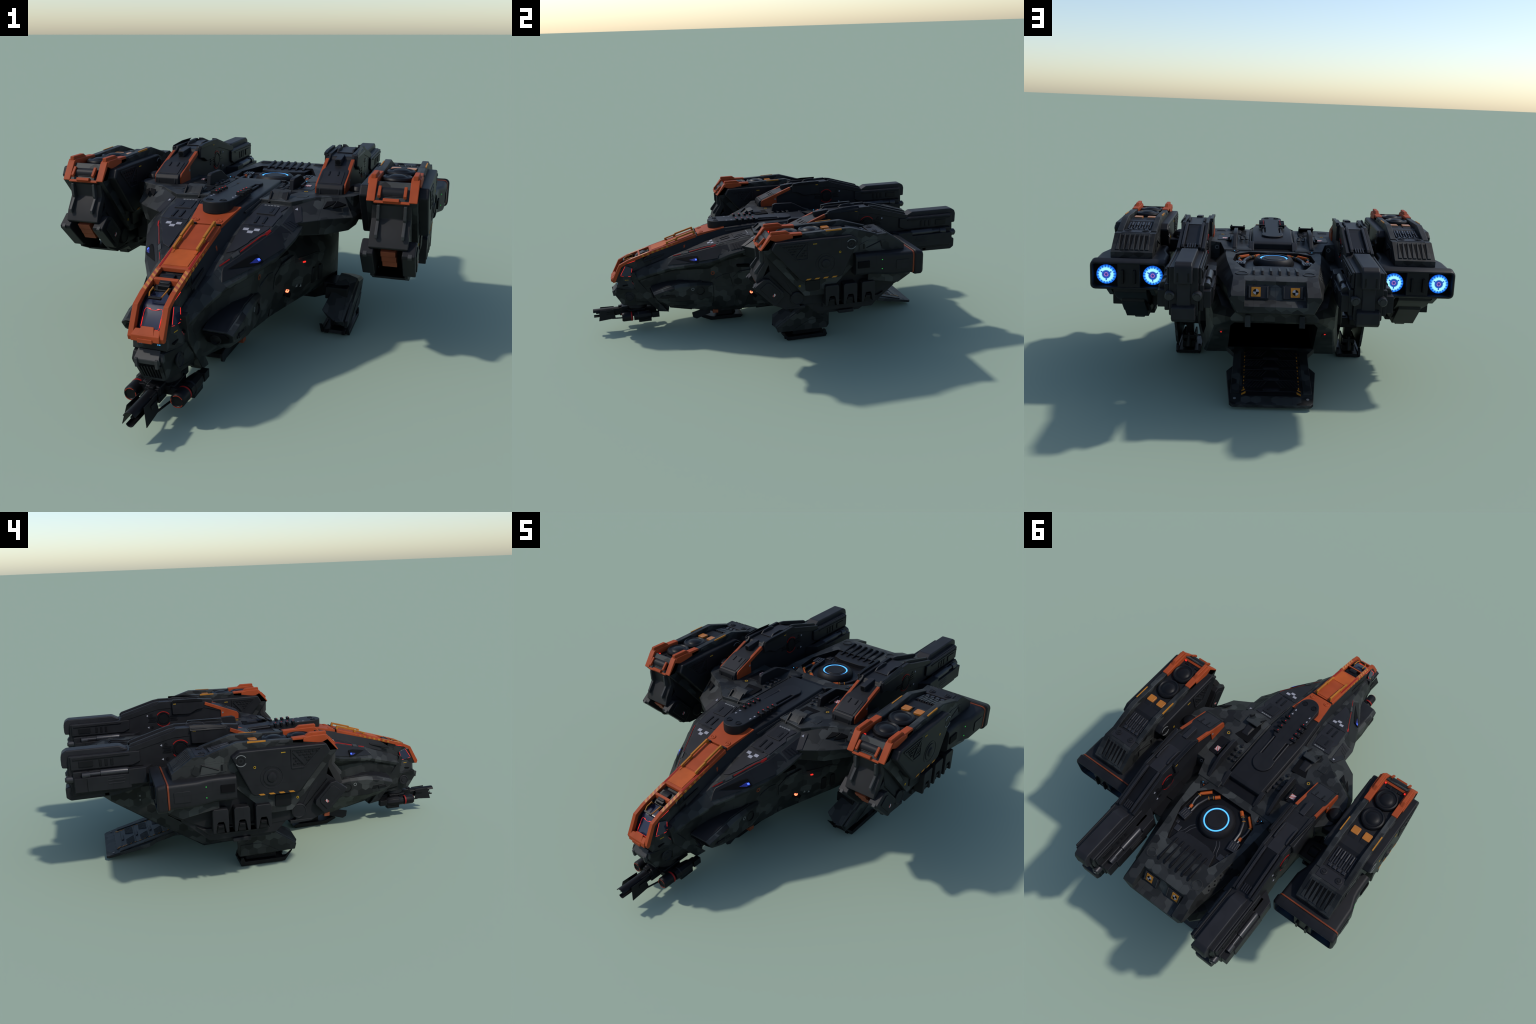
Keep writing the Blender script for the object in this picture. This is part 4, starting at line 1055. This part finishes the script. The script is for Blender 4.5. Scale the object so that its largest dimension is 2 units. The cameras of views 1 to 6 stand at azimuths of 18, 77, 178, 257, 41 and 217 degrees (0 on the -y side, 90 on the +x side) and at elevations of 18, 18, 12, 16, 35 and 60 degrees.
for s in (1, -1):
    obj('thruster', lathe((NX + s * .0965, .5960, .480), (0, 1, 0), [(.041, 0), (.041, .003), (.036, .006), (.001, .006)], 40), THRUST, nac, bevel=0)
    obj('cowl_strut', box((NX + s * .024, .628, .478), (.010, .020, .058)), BLACK, nac, bevel=.002)
    Xh = NX + s * .128
    obj('housing_slot', box((Xh, .325, .494), (.012, .060, .034)), VOID, nac, bevel=.001)
    obj('housing_door', plate([(NX + s * .1515, y, z) for y, z in roundrect(.485, .555, .460, .508, .004, 2)], .003, (s, 0, 0)), DARK, nac, bevel=.0015)
    obj('housing_light', join(*[box((NX + s * (.1375), .418, z), (.004, .004, .004)) for z in (.513, .466)]), GREEN_GLOW, nac, bevel=0)
# belly clutter under the nacelle
obj('belly_block', join(nprism([(.05, .29), (.10, .242), (.40, .238), (.52, .34), (.52, .38)], -.050, .050), nprism([(.10, .25), (.12, .218), (.34, .214), (.42, .26)], -.022, .022), nprism([(.22, .24), (.22, .222), (.30, .222), (.30, .24)], -.062, .062), *[nprism([(.15, .30), (.15, .268), (.36, .268), (.36, .30)], x, x + .03) for x in (-.062, .032)]), DARK, nac, bevel=.003)
obj('shell_fin', join(*[nprism([(.36, .40), (.36, .45), (.59, .45), (.585, .41), (.52, .37)], x, x + .02) for x in (-.10, .08)]), CAMO, nac, bevel=.002)
mirror_tree(nac)

# ================================================================== CHEEK GUN PODS
cheek = obj('cheek_pod', loft([
    [(.095, -.680, .268), (.178, -.672, .262), (.196, -.668, .250), (.192, -.650, .222), (.150, -.640, .205), (.095, -.64, .21)],
    [(.100, -.60, .290), (.186, -.60, .284), (.203, -.60, .270), (.200, -.60, .212), (.155, -.60, .175), (.10, -.60, .18)],
    [(.110, -.52, .306), (.186, -.52, .300), (.203, -.52, .284), (.200, -.52, .198), (.155, -.52, .160), (.10, -.52, .16)],
    [(.130, -.42, .302), (.182, -.42, .296), (.196, -.42, .280), (.194, -.42, .195), (.155, -.42, .155), (.10, -.42, .15)],
    [(.140, -.34, .285), (.180, -.34, .280), (.188, -.34, .265), (.186, -.34, .205), (.155, -.34, .15), (.10, -.34, .14)]]), CAMO, bevel=.004)
obj('pod_top', loft([[(.098, -.676, .2705), (.176, -.668, .2655), (.176, -.668, .26), (.098, -.676, .26)], [(.102, -.60, .293), (.184, -.60, .287), (.184, -.60, .28), (.102, -.60, .28)],
                     [(.112, -.52, .3085), (.184, -.52, .3035), (.184, -.52, .29), (.112, -.52, .29)], [(.135, -.40, .303), (.178, -.40, .297), (.178, -.40, .29), (.135, -.40, .29)]]), DARK, cheek, bevel=.002)
cpt = tree_of(cheek)
obj('pod_mouth', plate([(.102, -.6785, .262), (.170, -.672, .256), (.182, -.663, .240), (.178, -.650, .225), (.150, -.643, .212), (.102, -.645, .215)], .004, (0.1, -1, -.4)), VOID, cheek, bevel=0)
obj('pod_lens', lathe((.138, -.66, .236), (0.05, -1, -.2), [(.019, 0), (.019, .012), (.015, .013), (.013, .008), (.001, .010)], 24), BLACK, cheek, bevel=0)
obj('pod_gun', join(box((.196, -.605, .236), (.018, .044, .016), (-.08, 0, 0)), side_drape(cpt, [(-.645, .226), (-.60, .250), (-.555, .246), (-.545, .226), (-.56, .224)], lift=.001), tube([(.197, -.60, .238), (.197, -.634, .235)], .006, 10)), BLACK, cheek, bevel=.002)
obj('pod_port', lathe((.184, -.413, .247), (1, 0, 0), [(.024, 0), (.024, .013), (.020, .014), (.019, .008), (.001, .008)], 28), BLACK, cheek, bevel=0)
obj('ring_mark', decal(cpt, (.5, -.455, .262), (-1, 0, 0), ring2(.006, .0085)), DULL_WHITE, cheek, bevel=0)
mirror_tree(cheek)

# ================================================================== HULL DETAILS
ht = tree_of(hull)
hp_ = lambda poly, **k: side_drape(ht, poly, **k)
obj('hull_panel', both(join(hp_([(-.235, .31), (-.20, .345), (-.12, .36), (-.12, .30), (-.165, .135), (-.20, .13)], lift=.006))), CAMO, hull, bevel=.002)
obj('hull_panel', both(join(hp_([(-.105, .345), (-.06, .345), (.00, .345), (.04, .33), (.06, .16), (-.02, .12), (-.105, .14)], lift=.005))), CAMO, hull, bevel=.002)
obj('hull_panel', both(join(hp_([(-.33, .30), (-.28, .33), (-.25, .33), (-.215, .19), (-.225, .125), (-.30, .12)], lift=.004))), CAMO, hull, bevel=.002)
obj('red_ring', both(decal(ht, (.6, -.338, .337), (-1, 0, 0), ring2(.006, .011), lift=.002)), BRICK, hull, bevel=0)
obj('lamp_hood', both(join(lathe((.216, -.13, .214), (1, -.45, 0), [(.020, 0), (.016, .012), (.013, .012), (.012, .008), (.001, .008)], 20), box((.224, -.112, .205), (.02, .035, .026), (.7, 0, 0)))), VOID, hull, bevel=.002)
obj('hull_lamp', both(lathe((.224, -.134, .220), (1, -.6, .1), [(.0085, 0), (.0085, .005), (.004, .0055), (.004, .002)], 18)), HOT_GLOW, hull, bevel=0)
obj('hull_arrow', both(join(*[decal(ht, (.6, y, z), (-1, 0, 0), [[(-.005, -.005), (.005, -.005), (.002, .007)]], lift=.0068) for y, z in ((-.108, .235), (-.092, .232))])), DULL_WHITE, hull, bevel=0)
obj('hull_light', both(decal(ht, (.6, -.086, .327), (-1, 0, 0), [rect(.012, .005)], lift=.0075, thick=.004)), RED_GLOW, hull, bevel=0)
obj('hull_vent', both(join(*[hp_(roundrect(y - .012, y + .012, .222, .290, .008, 2), lift=.007) for y in (-.030, .018)])), BLACK, hull, bevel=.002)
obj('hull_slot', both(hp_(roundrect(-.21, -.14, .368, .382, .005, 2), lift=.008)), VOID, hull, bevel=.002)
obj('hull_arrow', both(join(*[decal(ht, (.6, .665, z), (-1, 0, 0), [[(-.004, -.005), (.005, 0), (-.004, .005)]], lift=.002) for z in (.352, .332)])), DULL_WHITE, hull, bevel=0)
obj('tail_light', both(decal(ht, (.212, 1.2, .290), (0, -1, 0), [rect(.006, .008)], lift=.003)), RED_GLOW, hull, bevel=0)
obj('tail_panel', both(decal(ht, (.212, 1.2, .275), (0, -1, 0), [rect(.022, .06)], lift=.0015)), BLACK, hull, bevel=0)
obj('belly_patch', both(box((.103, -.325, .086), (.03, .030, .024))), BRICK, hull, bevel=.001)
obj('belly_keel', join(box((0, -.51, .113), (.11, .13, .03), (-.22, 0, 0)), box((0, -.25, .072), (.12, .18, .03), (-.06, 0, 0)), box((0, .05, .085), (.24, .28, .02))), BLACK, hull, bevel=.004)

# ================================================================== RAMP
rz = lambda y: .122 - (y - .455) * .252
outline = [(.20, .452), (.165, .50), (.165, .595), (.172, .605), (.191, .632), (.170, .835), (.158, .848)]
pts = outline + [(-x, y) for x, y in reversed(outline)]
ramp_o = obj('ramp', Geo([(x, y, rz(y)) for x, y in pts] + [(x, y, rz(y) - .022 * (1 if y < .8 else .6)) for x, y in pts],
             prism(pts, 'z', 0, 1).f), CAMO, bevel=.002)
rn = Vector((0, .252, 1)).normalized()
def rpl(poly, h=.0015, t=.002):
    return plate([Vector((x, y, rz(y))) + rn * h for x, y in poly], t, rn)
obj('ramp_tread', rpl([(-.118, .47), (.118, .47), (.122, .795), (-.122, .795)], -.0005, .0025), BLACK, ramp_o, bevel=.001)
tr = Geo()
for k in range(4):
    y0 = .485 + k * .072
    for i in range(7):
        x = .018 + i * .013
        tr.add(rpl([(x, y0), (x + .006, y0), (x + .030, y0 + .040), (x + .024, y0 + .040)], .002, .002))
obj('tread_rib', both(tr), DARK, ramp_o, bevel=0, stuff=True)
obj('tread_bar', join(*[rpl(roundrect(-.034, .034, .535 + k * .072, .546 + k * .072, .005, 2), .002, .0035) for k in range(4)], *[rpl([(-.115, .549 + k * .072), (.115, .549 + k * .072), (.115, .552 + k * .072), (-.115, .552 + k * .072)], .002, .002) for k in range(4)]), PANEL, ramp_o, bevel=.001)
hz = Geo()
for k in range(11):
    y = .50 + k * .024
    hz.add(rpl([(.112, y), (.116, y), (.117, y + .011), (.113, y + .011)], .002, .001))
hz.add(rpl([(.105, .768), (.122, .782), (.122, .792), (.105, .780)], .002, .001)); hz.add(rpl([(.108, .752), (.122, .762), (.122, .768), (.108, .758)], .002, .001))
obj('ramp_dash', both(hz), AMBER, ramp_o, bevel=0, stuff=True)
obj('ramp_bolt', both(rpl(arc((.149, .812), .0001, .006, 0, 2 * math.pi, 14)[:15], .001, .001)), DULL_WHITE, ramp_o, bevel=0)
obj('ramp_edge', both(join(plate([Vector((.128, .50, rz(.50))), Vector((.163, .50, rz(.50))), Vector((.168, .78, rz(.78))), Vector((.132, .78, rz(.78)))], .005, rn))), CAMO, ramp_o, bevel=.002)

# ================================================================== REAR LANDING GEAR
hood0 = [(.345, -.050, .122), (.400, -.068, .082), (.430, -.055, .084), (.442, -.042, .055), (.425, -.030, .055), (.365, -.035, .085)]
hood1 = [(.385, .120, .225), (.420, .115, .222), (.455, .110, .212), (.462, .110, .195), (.450, .120, .185), (.385, .130, .190)]
hood2 = [(.385, .225, .190), (.420, .228, .188), (.452, .230, .182), (.460, .232, .172), (.450, .230, .160), (.385, .225, .165)]
gear = obj('landing_gear', join(loft([hood0, hood1, hood2]),
    prism([(-.045, .055), (.229, .050), (.240, .070), (.238, .172), (.110, .200), (-.052, .085)], 'x', .434, .447).mapped(lambda p: (p.x + (p.z - .05) * .11, p.y, p.z))), CAMO, bevel=.003)
obj('leg_strut', join(box((.392, .12, .035), (.06, .15, .03)), box((.392, .12, .09), (.035, .06, .14)), box((.385, .11, .165), (.09, .16, .05)), tube([(.392, .03, .03), (.392, .10, .14)], .011, 10), *[box((.392 + k, .12, .06), (.010, .10, .05)) for k in (-.028, .028)], tube([(.39, .20, .10), (.39, .215, .03)], .012, 10), box((.39, .205, .08), (.06, .02, .02)), box((.35, .12, .17), (.05, .10, .05))), BLACK, gear, bevel=.003)
obj('foot', join(prism([(-.028, .050), (-.030, .056), (.010, .022), (.205, .022), (.213, .046), (.222, .040), (.230, .014), (.222, .003), (.008, .002)], 'x', .332, .344),
                 prism([(-.028, .050), (-.030, .056), (.010, .022), (.205, .022), (.213, .046), (.222, .040), (.230, .014), (.222, .003), (.008, .002)], 'x', .438, .450),
                 prism([(.004, .004), (.008, .018), (.225, .016), (.225, .0)], 'x', .334, .448),
                 *[box((x, .002, .014), (.016, .014, .016)) for x in (.356, .426)]), BLACK, gear, bevel=.002)
gt = tree_of(gear)
obj('gear_disc', lathe((.452, .198, .142), (1, 0, 0), [(.014, 0), (.014, .006), (.011, .006), (.010, .004), (.001, .004)], 20), DARK, gear, bevel=0)
obj('gear_panel', side_drape(gt, [(.03, .055), (.225, .058), (.225, .112), (.13, .112), (.09, .09)], lift=.003), CAMO, gear, bevel=.001)
mirror_tree(gear)
# front gear
fgear = obj('front_landing_gear', join(prism([(-.40, .030), (-.345, .004), (-.17, .000), (-.155, .012), (-.175, .022), (-.33, .024), (-.39, .045)], 'x', -.052, .052),
            box((0, -.26, .05), (.06, .09, .07)), tube([(0, -.22, .07), (0, -.20, .015)], .012, 10)), BLACK, bevel=.003)
obj('gear_door', both(prism([(-.455, .075), (-.45, .045), (-.43, .035), (-.35, .060), (-.35, .10)], 'x', .070, .078)), DARK, fgear, bevel=.002)

# ================================================================== CHIN TURRET
turret = obj('turret', join(lathe((0, -.755, .118), (0, 0, 1), [(.050, 0), (.056, .012), (.050, .036)], 24), box((0, -.76, .110), (.11, .09, .035)), box((0, -.80, .115), (.05, .09, .045)),
             box((0, -.70, .110), (.07, .10, .03))), BLACK, bevel=.004)
def half_shell(r, t, a0, a1, y0, y1, cz, n=8, sx=1.0):
    sec = arc((0, 0), r - t, r, math.radians(a0), math.radians(a1), n)
    return loft([[(x * sx, y0, cz + z) for x, z in sec], [(x * sx, y1, cz + z) for x, z in sec]])
obj('barrel', join(tube([(0, -.80, .110), (0, -.930, .109)], .010, 12), tube([(0, -.92, .109), (0, -.985, .109)], .005, 10),
                   half_shell(.022, .003, 20, 160, -1.0, -.84, .112), half_shell(.014, .003, 195, 345, -.998, -.87, .098),
                   box((0, -.870, .110), (.036, .05, .038)), box((0, -.835, .114), (.046, .04, .040)), box((0, -.85, .138), (.016, .02, .008)),
                   both(join(box((.014, -.90, .104), (.006, .05, .010)), box((.020, -.83, .100), (.012, .05, .022)), box((.030, -.80, .122), (.024, .03, .014))))), BLACK, turret, bevel=.0012)
obj('barrel_shroud', both(join(loft([[(.026, -.960, .132), (.0285, -.960, .132), (.0405, -.972, .074), (.038, -.972, .074)], [(.025, -.885, .130), (.0275, -.885, .130), (.036, -.880, .080), (.0335, -.880, .080)]]),
                               box((.022, -.905, .112), (.024, .04, .014)), tube([(.028, -.90, .078), (.045, -.82, .080)], .004, 6))), BLACK, turret, bevel=.001)
obj('shroud_text', both(join(box((.0327, -.918, .108), (.0012, .008, .005)), box((.0322, -.905, .108), (.0012, .009, .005)))), DULL_WHITE, turret, bevel=0)
obj('rocket_pod', both(join(lathe((.078, -.785, .098), (0, -1, 0), [(.022, 0), (.025, .004), (.025, .053), (.022, .059), (.019, .060), (.016, .056), (.001, .056)], 24),
                            lathe((.080, -.78, .098), (0, 1, 0), [(.024, 0), (.024, .022), (.028, .026), (.028, .06), (.024, .09), (.018, .10), (.018, .122), (.001, .122)], 10),
                            box((.083, -.72, .082), (.030, .07, .035)), box((.050, -.79, .108), (.05, .04, .024)), box((.090, -.66, .100), (.026, .04, .03)))), BLACK, turret, bevel=.002)
obj('rocket_ring', both(lathe((.078, -.796, .098), (0, 1, 0), [(.0253, 0), (.0256, .001), (.0256, .006), (.0253, .007)], 28)), RED, turret, bevel=0)
obj('rocket_light', both(join(plate([(.078 + a, -.8452, .098 + b) for a, b in arc((0, 0), .0185, .0205, .5, 2.2)], .0008, (0, -1, 0)), plate([(.078 + a, -.8452, .098 + b) for a, b in arc((0, 0), .0185, .0205, 2.7, 3.6)], .0008, (0, -1, 0)), plate([(.078 + a, -.8452, .098 + b) for a, b in arc((0, 0), .0185, .0205, 4.1, 5.8)], .0008, (0, -1, 0)))), paint('worn_red_ring', (.30, .035, .015)), turret, bevel=0)
